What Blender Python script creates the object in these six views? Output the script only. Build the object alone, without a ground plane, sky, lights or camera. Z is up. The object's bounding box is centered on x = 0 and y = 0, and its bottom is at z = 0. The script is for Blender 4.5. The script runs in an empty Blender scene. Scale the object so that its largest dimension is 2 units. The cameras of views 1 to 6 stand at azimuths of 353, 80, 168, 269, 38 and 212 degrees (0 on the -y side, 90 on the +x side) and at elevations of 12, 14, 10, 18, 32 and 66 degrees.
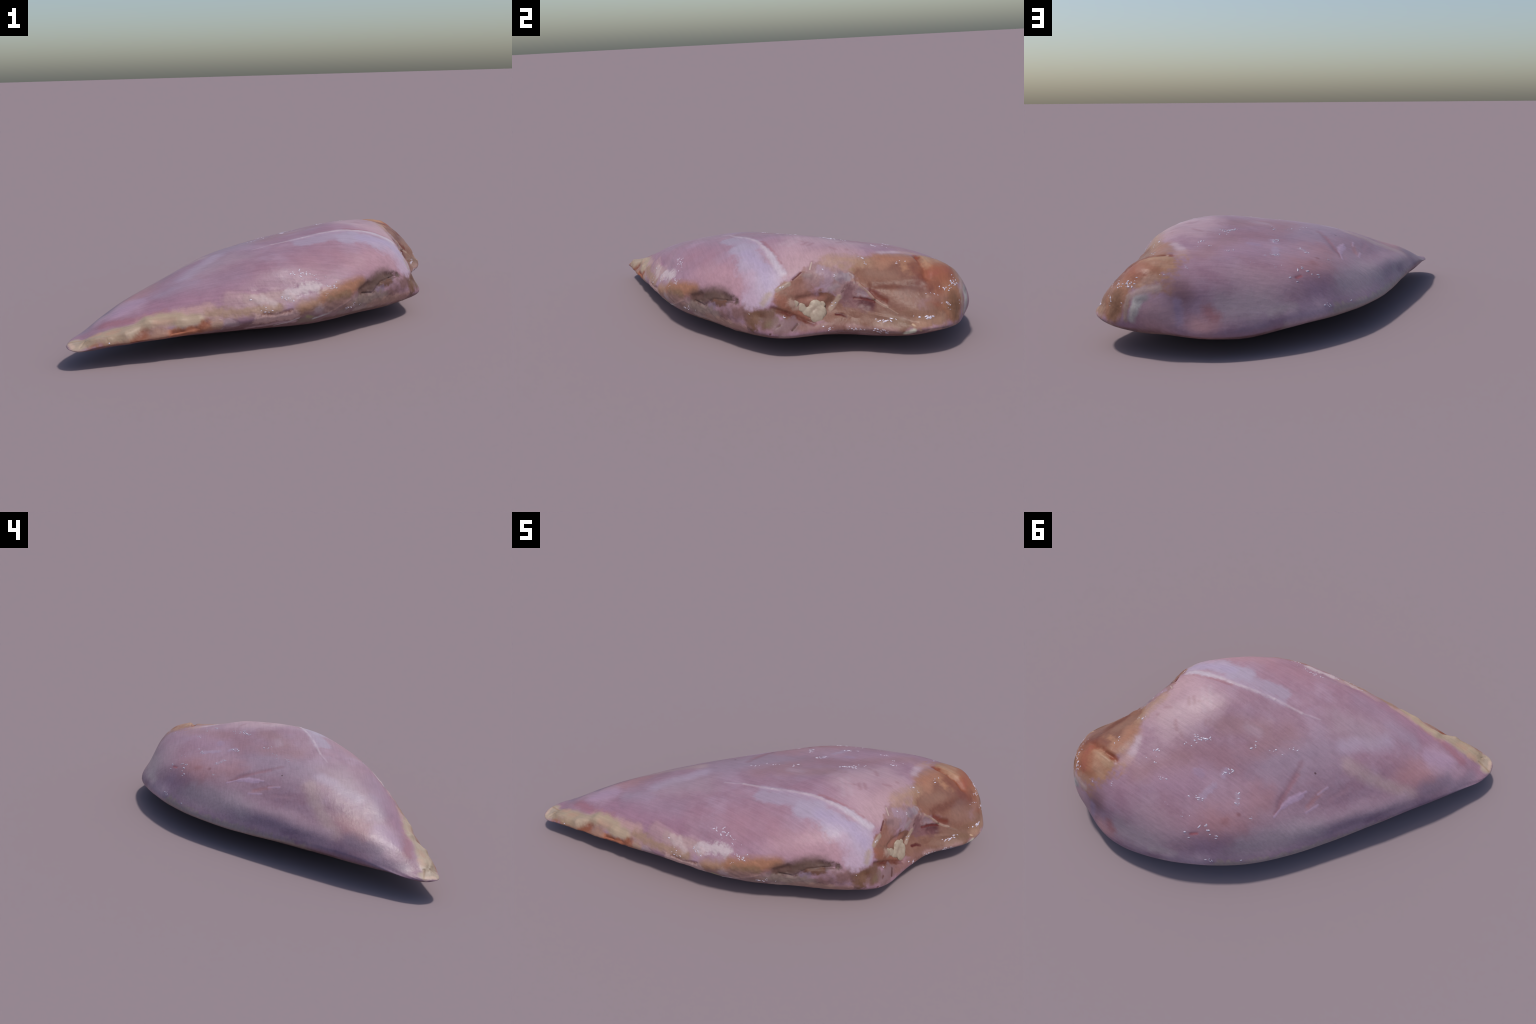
"""A raw, skinless poultry breast fillet lying on its flat side.

The flesh is one smooth lofted body: cross-sections across the long axis give
the leaf-shaped muscle, then fanned rings close the cut end where the wing was
taken off.  Relief (creases, tendon, ragged trim, dents) is added by rules on
the dense skin, then the skin is split by region into named parts.
"""
import math
import random

import bmesh
import bpy
import numpy as np
from mathutils import Vector, kdtree, noise

random.seed(7)
np.random.seed(7)

# ------------------------------------------------------------------ profiles
# each section runs: back edge -> over the top -> front edge -> under -> back
TIP_POINT = (-1.0, -.735, .094)
SECTIONS = [
    dict(x=-.985,
         y=[-.665, -.670, -.678, -.690, -.704, -.719, -.736, -.751, -.765, -.776, -.783, -.774, -.760, -.743, -.724, -.704, -.687, -.672],
         z=[.098, .101, .104, .105, .106, .105, .104, .102, .100, .097, .093, .090, .087, .086, .086, .088, .091, .095]),
    dict(x=-0.94,
         y=[-.578, -.593, -.613, -.638, -.666, -.695, -.724, -.752, -.776, -.796, -.811, -.791, -.763, -.729, -.693, -.656, -.623, -.595],
         z=[.108, .112, .117, .119, .119, .116, .111, .106, .100, .095, .089, .086, .086, .087, .090, .091, .095, .100]),
    dict(x=-0.87,
         y=[-.458, -.477, -.508, -.547, -.590, -.636, -.681, -.724, -.761, -.792, -.812, -.785, -.742, -.689, -.632, -.574, -.522, -.480],
         z=[.125, .139, .147, .153, .155, .152, .144, .132, .121, .112, .100, .085, .074, .074, .076, .082, .092, .103]),
    dict(x=-0.76,
         y=[-.281, -.305, -.348, -.404, -.470, -.540, -.609, -.672, -.726, -.769, -.797, -.755, -.693, -.617, -.533, -.450, -.375, -.314],
         z=[.130, .157, .180, .197, .208, .209, .200, .179, .156, .132, .108, .089, .074, .061, .058, .066, .085, .102]),
    dict(x=-0.62,
         y=[-.059, -.094, -.149, -.229, -.322, -.422, -.522, -.615, -.691, -.747, -.782, -.722, -.637, -.534, -.419, -.304, -.201, -.116],
         z=[.123, .163, .206, .232, .252, .257, .251, .233, .197, .155, .115, .094, .071, .047, .032, .047, .073, .097]),
    dict(x=-0.45,
         y=[.194, .147, .076, -.031, -.153, -.287, -.422, -.550, -.652, -.720, -.762, -.686, -.575, -.440, -.289, -.138, -.001, .112],
         z=[.108, .162, .223, .262, .301, .322, .314, .299, .253, .187, .130, .096, .063, .022, .004, .029, .059, .086]),
    dict(x=-0.25,
         y=[.450, .388, .292, .162, .011, -.154, -.321, -.478, -.609, -.693, -.736, -.652, -.513, -.346, -.155, .034, .206, .349],
         z=[.112, .174, .242, .296, .347, .376, .377, .356, .309, .228, .151, .094, .052, .003, .003, .029, .059, .084]),
    dict(x=-0.03,
         y=[.632, .576, .478, .327, .150, -.038, -.229, -.409, -.558, -.644, -.704, -.624, -.466, -.273, -.055, .161, .359, .521],
         z=[.113, .197, .284, .336, .373, .409, .421, .403, .361, .259, .177, .095, .048, .004, .006, .026, .046, .077]),
    dict(x=0.18,
         y=[.745, .698, .601, .444, .256, .058, -.142, -.332, -.491, -.598, -.654, -.581, -.414, -.210, .019, .247, .455, .624],
         z=[.107, .200, .295, .355, .392, .432, .453, .432, .377, .286, .195, .095, .049, .007, .001, .012, .029, .068]),
    dict(x=0.36,
         y=[.804, .763, .672, .522, .337, .140, -.058, -.247, -.404, -.519, -.574, -.533, -.368, -.161, .070, .301, .511, .683],
         z=[.090, .188, .291, .368, .409, .448, .478, .458, .398, .320, .230, .116, .057, .014, .003, .002, .020, .054]),
    dict(x=0.5,
         y=[.822, .780, .706, .558, .375, .180, -.018, -.205, -.360, -.458, -.481, -.420, -.264, -.070, .144, .357, .550, .707],
         z=[.091, .185, .298, .376, .419, .453, .469, .449, .386, .293, .191, .097, .055, .027, .013, -.002, .022, .064]),
]
# the cut end: how far the skin reaches from END_CENTRE along rays that fan
# from the last section (angle 0) to the +x axis (angle 90)
END_CENTRE = (.5, .17, .215)
END_SPAN = .45
END_POLE = 0.657
END_FAN = [
    dict(angle=18, reach=[.997, 1.028, 1.067, 1.082, 1.019, 1.006, .932, .892, .898, .888, .915, .944, .970, .965, .959, .968, .976, .963]),
    dict(angle=33, reach=[1.020, 1.118, 1.157, 1.179, .968, .893, .842, .814, .820, .849, .897, .950, .981, .929, .924, .962, 1.017, 1.063]),
    dict(angle=46, reach=[1.110, 1.169, 1.181, 1.093, .882, .808, .771, .746, .756, .799, .846, .943, .989, .931, .933, .995, 1.087, 1.156]),
    dict(angle=57, reach=[1.194, 1.186, 1.127, .987, .860, .766, .708, .690, .689, .702, .732, .790, .868, .911, .936, 1.030, 1.155, 1.222]),
    dict(angle=67, reach=[1.180, 1.128, 1.013, .887, .792, .725, .687, .658, .645, .645, .660, .709, .769, .832, .906, 1.009, 1.143, 1.202]),
    dict(angle=76, reach=[.971, .913, .851, .789, .740, .700, .668, .644, .630, .626, .638, .667, .714, .773, .833, .887, .909, .952]),
    dict(angle=83, reach=[.814, .796, .760, .728, .700, .677, .660, .647, .638, .636, .643, .659, .684, .715, .750, .783, .816, .825]),
]


# ------------------------------------------------------------------ colour patches
def patch(kind, colour, r, soft, alpha, warp, line):
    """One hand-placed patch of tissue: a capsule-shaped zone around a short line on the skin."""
    return dict(kind=kind, colour=colour, r=r, soft=soft, alpha=alpha, warp=warp, line=line)


PATCHES = [
    patch("pale_facet", (0.407, 0.264, 0.294), 0.1055, 0.9, 0.8, 1,
          [(0.594, -0.069, 0.446), (0.474, 0.040, 0.472), (0.519, 0.209, 0.452)]),
    patch("pale_facet", (0.380, 0.242, 0.262), 0.0620, 0.9, 0.8, 1,
          [(0.672, -0.074, 0.404), (0.641, 0.186, 0.444)]),
    patch("rosy_blotch", (0.304, 0.168, 0.184), 0.0493, 0.8, 0.7, 1,
          [(0.300, 0.037, 0.461), (0.122, -0.079, 0.443)]),
    patch("dusky_mauve", (0.281, 0.147, 0.178), 0.0707, 0.9, 0.8, 1,
          [(0.370, 0.273, 0.426), (0.152, 0.160, 0.409)]),
    patch("dusky_rose", (0.309, 0.165, 0.179), 0.0600, 0.9, 0.7, 1,
          [(0.538, 0.500, 0.397), (0.354, 0.340, 0.410)]),
    patch("pale_lavender", (0.344, 0.203, 0.264), 0.0705, 0.9, 0.7, 1,
          [(0.373, 0.451, 0.392), (0.227, 0.332, 0.389)]),
    patch("grey_mauve", (0.286, 0.199, 0.252), 0.1333, 0.9, 0.8, 1,
          [(-0.050, 0.042, 0.394), (-0.195, -0.126, 0.389)]),
    patch("rosy_top", (0.299, 0.158, 0.179), 0.0638, 0.9, 0.7, 1,
          [(0.097, 0.024, 0.425), (-0.006, -0.121, 0.425)]),
    patch("pale_silver", (0.375, 0.283, 0.357), 0.0416, 0.95, 0.75, 1,
          [(-0.270, -0.256, 0.377), (-0.351, -0.352, 0.352), (-0.436, -0.448, 0.319)]),
    patch("pale_front_top", (0.331, 0.232, 0.267), 0.0834, 0.9, 0.6, 1,
          [(-0.200, -0.362, 0.386), (-0.336, -0.432, 0.349)]),
    patch("warm_spot", (0.343, 0.176, 0.190), 0.0847, 0.9, 0.8, 1,
          [(-0.650, -0.382, 0.249), (-0.710, -0.450, 0.231)]),
    patch("tan_streak", (0.407, 0.286, 0.276), 0.0326, 0.9, 0.6, 1,
          [(-0.347, -0.197, 0.355), (-0.509, -0.228, 0.291), (-0.707, -0.302, 0.205)]),
    patch("tip_lavender", (0.411, 0.270, 0.328), 0.0678, 0.8, 0.7, 1,
          [(-0.702, -0.559, 0.228), (-0.838, -0.562, 0.175)]),
    patch("rose_patch", (0.345, 0.168, 0.178), 0.1086, 0.9, 0.75, 1,
          [(0.047, 0.465, 0.323), (-0.081, 0.320, 0.324)]),
    patch("rose_patch", (0.346, 0.192, 0.229), 0.0949, 0.9, 0.6, 1,
          [(0.290, 0.610, 0.318), (0.172, 0.572, 0.311)]),
    patch("pale_mid", (0.335, 0.210, 0.264), 0.0803, 0.9, 0.6, 1,
          [(0.133, 0.384, 0.362), (0.011, 0.312, 0.352)]),
    patch("grey_rose", (0.378, 0.241, 0.288), 0.1051, 0.9, 0.7, 1,
          [(-0.214, 0.303, 0.263), (-0.335, 0.143, 0.262)]),
    patch("violet_shadow", (0.283, 0.171, 0.236), 0.0572, 0.9, 0.7, 1,  # purple shade painted into the rear flank colour
          [(0.041, 0.598, 0.231), (-0.009, 0.563, 0.231)]),
    patch("green_white", (0.456, 0.363, 0.357), 0.0218, 0.95, 0.55, 1,
          [(0.271, 0.751, 0.176), (0.155, 0.706, 0.179)]),
    patch("blue_grey_band", (0.484, 0.332, 0.391), 0.0530, 0.95, 0.7, 1,
          [(-0.233, 0.370, 0.206), (-0.373, 0.194, 0.212), (-0.505, 0.019, 0.213)]),
    patch("grey_purple", (0.360, 0.226, 0.291), 0.0434, 0.9, 0.7, 1,
          [(0.100, 0.684, 0.173), (-0.208, 0.460, 0.157)]),
    patch("grey_violet", (0.276, 0.182, 0.223), 0.0549, 0.9, 0.7, 1,
          [(-0.096, 0.545, 0.177), (-0.254, 0.344, 0.207)]),
    patch("blue_grey_band", (0.318, 0.209, 0.250), 0.0392, 0.95, 0.75, 1,
          [(-0.298, 0.319, 0.186), (-0.434, 0.119, 0.211), (-0.527, -0.030, 0.224)]),
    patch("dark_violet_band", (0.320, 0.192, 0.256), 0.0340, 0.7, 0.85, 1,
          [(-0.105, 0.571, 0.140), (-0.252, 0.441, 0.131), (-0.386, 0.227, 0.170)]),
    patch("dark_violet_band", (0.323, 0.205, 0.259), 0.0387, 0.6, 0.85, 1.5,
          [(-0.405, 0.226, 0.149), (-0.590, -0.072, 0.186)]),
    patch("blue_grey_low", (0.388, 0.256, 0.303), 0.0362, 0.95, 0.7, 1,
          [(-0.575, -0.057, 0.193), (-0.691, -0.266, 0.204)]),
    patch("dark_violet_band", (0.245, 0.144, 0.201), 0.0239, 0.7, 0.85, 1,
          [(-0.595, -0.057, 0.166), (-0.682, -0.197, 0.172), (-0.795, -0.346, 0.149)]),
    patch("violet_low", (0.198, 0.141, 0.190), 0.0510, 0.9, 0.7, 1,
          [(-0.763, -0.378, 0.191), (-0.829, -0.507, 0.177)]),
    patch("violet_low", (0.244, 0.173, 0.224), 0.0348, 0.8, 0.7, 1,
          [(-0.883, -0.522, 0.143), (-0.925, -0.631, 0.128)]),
    patch("underside_tan", (0.360, 0.260, 0.229), 0.0273, 0.6, 0.9, 1.5,
          [(-0.061, 0.609, 0.132), (-0.291, 0.401, 0.110), (-0.497, 0.123, 0.111), (-0.680, -0.178, 0.111)]),
    patch("underside_tan", (0.360, 0.260, 0.250), 0.0272, 0.6, 0.9, 1.5,
          [(0.206, 0.745, 0.099), (-0.012, 0.627, 0.103), (-0.204, 0.486, 0.108), (-0.471, 0.163, 0.111)]),
    patch("grey_flank", (0.399, 0.303, 0.324), 0.0675, 0.9, 0.7, 1,  # back flank colours lightened to match the baked lighting there
          [(0.459, 0.762, 0.215), (0.293, 0.723, 0.220)]),
    patch("flank_mauve", (0.380, 0.248, 0.286), 0.0782, 0.9, 0.6, 1,
          [(0.372, 0.656, 0.308), (0.209, 0.657, 0.262)]),
    patch("flank_blue", (0.391, 0.289, 0.317), 0.0570, 0.95, 0.65, 1,
          [(-0.138, 0.459, 0.219), (-0.391, 0.163, 0.217)]),
    patch("flank_violet", (0.489, 0.328, 0.379), 0.0511, 0.8, 0.7, 1,
          [(0.018, 0.659, 0.138), (0.156, 0.736, 0.127)]),
    patch("tip_side_grey", (0.380, 0.250, 0.294), 0.0469, 0.9, 0.6, 1,
          [(-0.533, -0.083, 0.240), (-0.717, -0.254, 0.172)]),
    patch("furrow", (0.237, 0.124, 0.157), 0.0139, 0.95, 0.55, 1,
          [(-0.150, -0.047, 0.389), (-0.157, 0.094, 0.358), (-0.163, 0.202, 0.325)]),
    patch("furrow", (0.274, 0.124, 0.150), 0.0123, 0.95, 0.6, 1,
          [(-0.166, 0.021, 0.373), (-0.171, 0.161, 0.335), (-0.183, 0.244, 0.303)]),
    patch("furrow", (0.351, 0.161, 0.169), 0.0134, 0.95, 0.6, 1,
          [(-0.311, 0.018, 0.321), (-0.298, 0.108, 0.294)]),
    patch("furrow", (0.312, 0.176, 0.219), 0.0144, 0.9, 0.6, 1,
          [(-0.410, -0.086, 0.305), (-0.369, 0.008, 0.294)]),
    patch("loose_membrane", (0.435, 0.291, 0.395), 0.0190, 0.45, 0.75, 0.5,
          [(-0.239, 0.092, 0.329), (-0.210, 0.142, 0.325)]),
    patch("loose_membrane", (0.424, 0.282, 0.380), 0.0143, 0.45, 0.75, 0.5,
          [(-0.210, 0.142, 0.325), (-0.194, 0.192, 0.315)]),
    patch("loose_membrane", (0.418, 0.278, 0.375), 0.0062, 0.6, 0.7, 0.5,
          [(-0.251, 0.058, 0.335), (-0.235, 0.095, 0.330)]),
    patch("loose_membrane", (0.439, 0.292, 0.390), 0.0062, 0.6, 0.7, 0.5,
          [(-0.194, 0.192, 0.315), (-0.186, 0.263, 0.295)]),
    patch("loose_membrane", (0.447, 0.303, 0.397), 0.0057, 0.8, 0.6, 0.5,
          [(-0.330, -0.030, 0.328), (-0.308, 0.031, 0.318)]),
    patch("loose_membrane", (0.466, 0.313, 0.410), 0.0057, 0.8, 0.6, 0.5,
          [(-0.337, 0.071, 0.288), (-0.308, 0.138, 0.278)]),
    patch("loose_membrane", (0.339, 0.239, 0.313), 0.0189, 0.5, 0.75, 1.5,
          [(0.160, 0.330, 0.378), (0.169, 0.382, 0.369), (0.175, 0.414, 0.364)]),
    patch("loose_membrane", (0.326, 0.212, 0.293), 0.0199, 0.5, 0.7, 1.5,
          [(0.281, 0.316, 0.402), (0.240, 0.317, 0.394)]),
    patch("loose_membrane", (0.349, 0.246, 0.331), 0.0161, 0.6, 0.7, 1.5,
          [(0.153, 0.228, 0.396), (0.145, 0.256, 0.388)]),
    patch("loose_membrane", (0.347, 0.252, 0.310), 0.0123, 0.6, 0.6, 1.5,
          [(0.028, 0.296, 0.359), (0.007, 0.326, 0.349)]),
    patch("loose_membrane", (0.369, 0.255, 0.303), 0.0246, 0.9, 0.5, 1,
          [(0.187, -0.029, 0.449), (0.124, -0.035, 0.439)]),
    patch("red_dent", (0.325, 0.093, 0.105), 0.0081, 0.9, 0.8, 1,
          [(0.120, 0.590, 0.284), (0.096, 0.571, 0.288)]),
    patch("rust_fleck", (0.237, 0.097, 0.108), 0.0104, 0.8, 0.7, 1,
          [(-0.030, 0.371, 0.328), (-0.034, 0.368, 0.327)]),
    patch("rust_fleck", (0.283, 0.123, 0.130), 0.0189, 0.9, 0.6, 1,
          [(0.010, 0.443, 0.319), (0.005, 0.434, 0.320)]),
    patch("mole", (0.094, 0.044, 0.051), 0.0049, 0.6, 0.9, 0,
          [(-0.236, -0.046, 0.367), (-0.239, -0.046, 0.366)]),
    patch("brown_fleck", (0.267, 0.133, 0.155), 0.0100, 0.95, 0.5, 1,
          [(0.545, 0.025, 0.465), (0.525, 0.050, 0.467)]),
    patch("brown_fleck", (0.265, 0.132, 0.154), 0.0100, 0.95, 0.5, 1,
          [(0.529, -0.000, 0.467), (0.503, 0.029, 0.470)]),
    patch("brown_fleck", (0.295, 0.147, 0.168), 0.0099, 0.95, 0.5, 1,
          [(0.527, 0.166, 0.458), (0.491, 0.204, 0.452)]),
    patch("brown_fleck", (0.294, 0.152, 0.174), 0.0078, 0.95, 0.5, 1,
          [(0.492, 0.007, 0.472), (0.471, -0.006, 0.475)]),
    patch("brown_fleck", (0.283, 0.146, 0.168), 0.0078, 0.95, 0.5, 1,
          [(0.625, 0.134, 0.451), (0.593, 0.116, 0.458)]),
    patch("brown_fleck", (0.285, 0.148, 0.170), 0.0078, 0.95, 0.5, 1,
          [(0.634, 0.190, 0.445), (0.629, 0.188, 0.447)]),
    patch("brown_fleck", (0.302, 0.168, 0.190), 0.0082, 0.95, 0.45, 1,
          [(0.390, 0.075, 0.467), (0.376, 0.098, 0.461)]),
    patch("brown_fleck", (0.307, 0.170, 0.192), 0.0082, 0.95, 0.45, 1,
          [(0.373, 0.062, 0.467), (0.359, 0.086, 0.461)]),
    patch("brown_fleck", (0.298, 0.166, 0.187), 0.0082, 0.95, 0.45, 1,
          [(0.466, 0.207, 0.450), (0.443, 0.219, 0.446)]),
    patch("pale_streak", (0.405, 0.296, 0.330), 0.0122, 0.95, 0.35, 1,
          [(0.497, -0.100, 0.469), (0.414, 0.001, 0.478)]),
    patch("pale_streak", (0.408, 0.296, 0.331), 0.0122, 0.95, 0.35, 1,
          [(0.522, -0.068, 0.466), (0.428, 0.038, 0.474)]),
    patch("magenta_front", (0.287, 0.147, 0.207), 0.0696, 0.9, 0.6, 1,
          [(-0.604, -0.660, 0.221), (-0.394, -0.640, 0.272), (-0.157, -0.624, 0.305)]),
    patch("grey_front", (0.295, 0.193, 0.248), 0.0603, 0.9, 0.6, 1,
          [(-0.515, -0.585, 0.275), (-0.211, -0.564, 0.341)]),
    patch("pink_tip", (0.294, 0.133, 0.164), 0.0250, 0.8, 0.8, 1,
          [(-0.834, -0.669, 0.163), (-0.696, -0.696, 0.184), (-0.537, -0.693, 0.210)]),
    patch("lavender_tip", (0.344, 0.226, 0.308), 0.0402, 0.9, 0.7, 1,
          [(-0.768, -0.599, 0.203), (-0.659, -0.542, 0.241)]),
    patch("lavender_ridge", (0.321, 0.228, 0.289), 0.0402, 0.9, 0.6, 1,
          [(-0.549, -0.554, 0.271), (-0.402, -0.547, 0.313)]),
    patch("salmon_front", (0.360, 0.206, 0.238), 0.0667, 0.9, 0.8, 1,
          [(0.397, -0.467, 0.352), (0.620, -0.337, 0.319)]),
    patch("rose_front", (0.290, 0.148, 0.184), 0.0677, 0.9, 0.6, 1,
          [(0.133, -0.520, 0.369), (0.314, -0.437, 0.390)]),
    patch("silverskin", (0.330, 0.257, 0.326), 0.0450, 0.45, 0.8, 1.5,
          [(0.153, -0.310, 0.437), (0.307, -0.269, 0.455), (0.444, -0.259, 0.449)]),
    patch("silverskin", (0.338, 0.269, 0.340), 0.0597, 0.4, 0.9, 1.5,
          [(0.404, -0.286, 0.446), (0.537, -0.257, 0.423), (0.653, -0.221, 0.372)]),
    patch("silverskin", (0.356, 0.275, 0.348), 0.0576, 0.4, 0.9, 1.5,
          [(0.596, -0.273, 0.388), (0.687, -0.218, 0.339), (0.710, -0.264, 0.282)]),
    patch("silverskin_lilac", (0.317, 0.252, 0.375), 0.0289, 0.95, 0.45, 1,
          [(0.475, -0.270, 0.439), (0.626, -0.217, 0.393), (0.693, -0.209, 0.337)]),
    patch("silverskin_pink", (0.370, 0.252, 0.316), 0.0326, 0.8, 0.6, 1,
          [(0.631, -0.288, 0.354), (0.703, -0.288, 0.269)]),
    patch("red_seam", (0.283, 0.130, 0.150), 0.0088, 0.7, 0.6, 1,
          [(0.409, -0.177, 0.472), (0.534, -0.152, 0.453), (0.639, -0.133, 0.411)]),
    patch("tendon_sheen", (0.373, 0.287, 0.366), 0.0157, 0.95, 0.6, 1,
          [(0.117, -0.264, 0.440), (0.382, -0.207, 0.469), (0.551, -0.177, 0.442)]),
    patch("tendon", (0.440, 0.337, 0.381), 0.0047, 0.95, 0.4, 1,
          [(-0.090, -0.307, 0.410), (0.009, -0.275, 0.426)]),
    patch("tendon", (0.456, 0.352, 0.386), 0.0069, 0.95, 0.6, 1,
          [(0.009, -0.275, 0.426), (0.170, -0.251, 0.447)]),
    patch("tendon", (0.452, 0.353, 0.390), 0.0079, 0.8, 0.8, 1,
          [(0.170, -0.251, 0.447), (0.377, -0.199, 0.470), (0.485, -0.184, 0.460)]),
    patch("tendon", (0.423, 0.344, 0.382), 0.0112, 0.8, 0.85, 1,
          [(0.485, -0.184, 0.460), (0.557, -0.168, 0.442)]),
    patch("tendon", (0.426, 0.357, 0.407), 0.0167, 0.8, 0.9, 1,
          [(0.562, -0.167, 0.440), (0.641, -0.153, 0.405), (0.683, -0.136, 0.378)]),
    patch("cut_flesh", (0.256, 0.122, 0.083), 0.0628, 0.25, 1, 1.5,
          [(0.719, 0.232, 0.393), (0.762, 0.394, 0.379)]),
    patch("cut_flesh", (0.177, 0.075, 0.052), 0.0675, 0.25, 1, 1.5,
          [(0.808, 0.348, 0.343), (0.929, 0.365, 0.224)]),
    patch("cut_flesh", (0.214, 0.078, 0.050), 0.0771, 0.25, 1, 1.5,
          [(0.813, 0.484, 0.367), (0.871, 0.555, 0.321), (0.951, 0.538, 0.212)]),
    patch("cut_flesh", (0.206, 0.101, 0.068), 0.0496, 0.25, 1, 1.5,
          [(0.877, 0.231, 0.199), (0.954, 0.355, 0.173), (0.971, 0.515, 0.184)]),
    patch("cut_flesh", (0.203, 0.092, 0.063), 0.0649, 0.25, 1, 1.5,
          [(0.764, 0.224, 0.350), (0.811, 0.301, 0.330), (0.870, 0.356, 0.298)]),
    patch("cut_base", (0.190, 0.090, 0.068), 0.0617, 0.3, 1, 0.6,
          [(0.809, 0.176, 0.215), (0.870, 0.271, 0.229)]),
    patch("cut_base", (0.179, 0.080, 0.058), 0.0623, 0.3, 1, 0.6,
          [(0.770, 0.416, 0.379), (0.898, 0.453, 0.296)]),
    patch("cut_base", (0.186, 0.094, 0.068), 0.0611, 0.3, 1, 0.6,
          [(0.871, 0.172, 0.173), (0.952, 0.326, 0.160)]),
    patch("cut_flesh", (0.212, 0.094, 0.069), 0.0668, 0.25, 1, 1.5,
          [(0.757, -0.137, 0.276), (0.741, -0.046, 0.332)]),
    patch("cut_flesh", (0.181, 0.084, 0.060), 0.0641, 0.25, 1, 1.5,
          [(0.772, -0.136, 0.228), (0.778, 0.027, 0.207), (0.835, 0.125, 0.184)]),
    patch("cut_flesh", (0.256, 0.149, 0.151), 0.0587, 0.25, 1, 1.5,
          [(0.733, 0.015, 0.364), (0.770, 0.119, 0.323), (0.809, 0.178, 0.258)]),
    patch("knob", (0.318, 0.158, 0.095), 0.1281, 0.3, 1, 1.5,
          [(0.767, 0.565, 0.379), (0.766, 0.602, 0.369)]),
    patch("knob", (0.302, 0.139, 0.084), 0.0552, 0.4, 1, 1.5,
          [(0.829, 0.595, 0.343), (0.913, 0.604, 0.239), (0.929, 0.606, 0.185)]),
    patch("knob", (0.324, 0.162, 0.102), 0.0329, 0.6, 0.9, 1.5,
          [(0.764, 0.636, 0.354), (0.706, 0.589, 0.378)]),
    patch("knob", (0.324, 0.190, 0.143), 0.0243, 0.7, 0.8, 1,
          [(0.754, 0.672, 0.330), (0.793, 0.664, 0.320)]),
    patch("ochre_rim", (0.316, 0.187, 0.128), 0.0283, 0.95, 0.6, 1,
          [(0.696, 0.069, 0.410), (0.704, 0.169, 0.409), (0.711, 0.269, 0.398)]),
    patch("ochre_rim", (0.315, 0.192, 0.132), 0.0281, 0.95, 0.6, 1,
          [(0.680, 0.095, 0.425), (0.710, 0.231, 0.401)]),
    patch("ochre_rim", (0.301, 0.153, 0.101), 0.0444, 0.7, 0.8, 1,
          [(0.686, 0.331, 0.407), (0.680, 0.443, 0.402)]),
    patch("yellow_fat_rim", (0.286, 0.177, 0.103), 0.0141, 0.95, 0.6, 1,
          [(0.724, 0.134, 0.391), (0.739, 0.181, 0.375)]),
    patch("upper_orange", (0.296, 0.133, 0.086), 0.0273, 0.8, 0.8, 1,
          [(0.692, 0.340, 0.404), (0.711, 0.475, 0.396)]),
    patch("tan_hollow", (0.208, 0.110, 0.081), 0.0327, 0.9, 0.7, 1,
          [(0.753, 0.258, 0.362), (0.801, 0.350, 0.347)]),
    patch("brown_hollow", (0.132, 0.048, 0.033), 0.0235, 0.95, 0.95, 1,
          [(0.821, 0.257, 0.313), (0.854, 0.362, 0.318), (0.885, 0.454, 0.310)]),
    patch("red_brown", (0.127, 0.028, 0.017), 0.0135, 0.95, 0.95, 0.5,
          [(0.830, 0.245, 0.290), (0.853, 0.270, 0.266), (0.876, 0.299, 0.252)]),
    patch("grey_pink", (0.167, 0.085, 0.072), 0.0264, 0.9, 0.7, 1,
          [(0.885, 0.381, 0.291), (0.883, 0.449, 0.311)]),
    patch("pink_tan", (0.213, 0.112, 0.087), 0.0350, 0.9, 0.7, 1,
          [(0.902, 0.360, 0.262), (0.951, 0.463, 0.232)]),
    patch("red_pocket_side", (0.138, 0.044, 0.035), 0.0269, 0.95, 0.8, 1,
          [(0.772, 0.469, 0.383), (0.845, 0.470, 0.347)]),
    patch("red_pocket", (0.168, 0.024, 0.012), 0.0140, 0.8, 1, 0.6,
          [(0.693, 0.510, 0.395), (0.740, 0.511, 0.390)]),
    patch("red_pocket", (0.151, 0.021, 0.010), 0.0191, 0.85, 1, 0.6,
          [(0.774, 0.505, 0.383), (0.805, 0.509, 0.372), (0.849, 0.495, 0.345)]),
    patch("red_pocket_side", (0.139, 0.045, 0.036), 0.0237, 0.9, 0.7, 1,
          [(0.796, 0.469, 0.374), (0.868, 0.470, 0.328), (0.900, 0.497, 0.298)]),
    patch("tan_lip", (0.318, 0.161, 0.102), 0.0103, 0.7, 0.8, 1,
          [(0.688, 0.537, 0.391), (0.771, 0.531, 0.383), (0.799, 0.543, 0.373)]),
    patch("knob_red", (0.208, 0.054, 0.033), 0.0390, 0.95, 0.95, 1,
          [(0.834, 0.538, 0.355), (0.818, 0.616, 0.341)]),
    patch("knob_red", (0.140, 0.035, 0.025), 0.0237, 0.9, 0.7, 1,
          [(0.885, 0.509, 0.314), (0.882, 0.541, 0.313)]),
    patch("knob_pink", (0.259, 0.132, 0.102), 0.0206, 0.9, 0.7, 1,
          [(0.930, 0.501, 0.261), (0.923, 0.565, 0.255)]),
    patch("knob_brown", (0.207, 0.096, 0.054), 0.0239, 0.9, 0.8, 1,
          [(0.903, 0.612, 0.251), (0.923, 0.616, 0.177)]),
    patch("knob_tan", (0.311, 0.177, 0.122), 0.0263, 0.8, 0.8, 1,
          [(0.977, 0.422, 0.169), (0.973, 0.535, 0.165)]),
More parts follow.
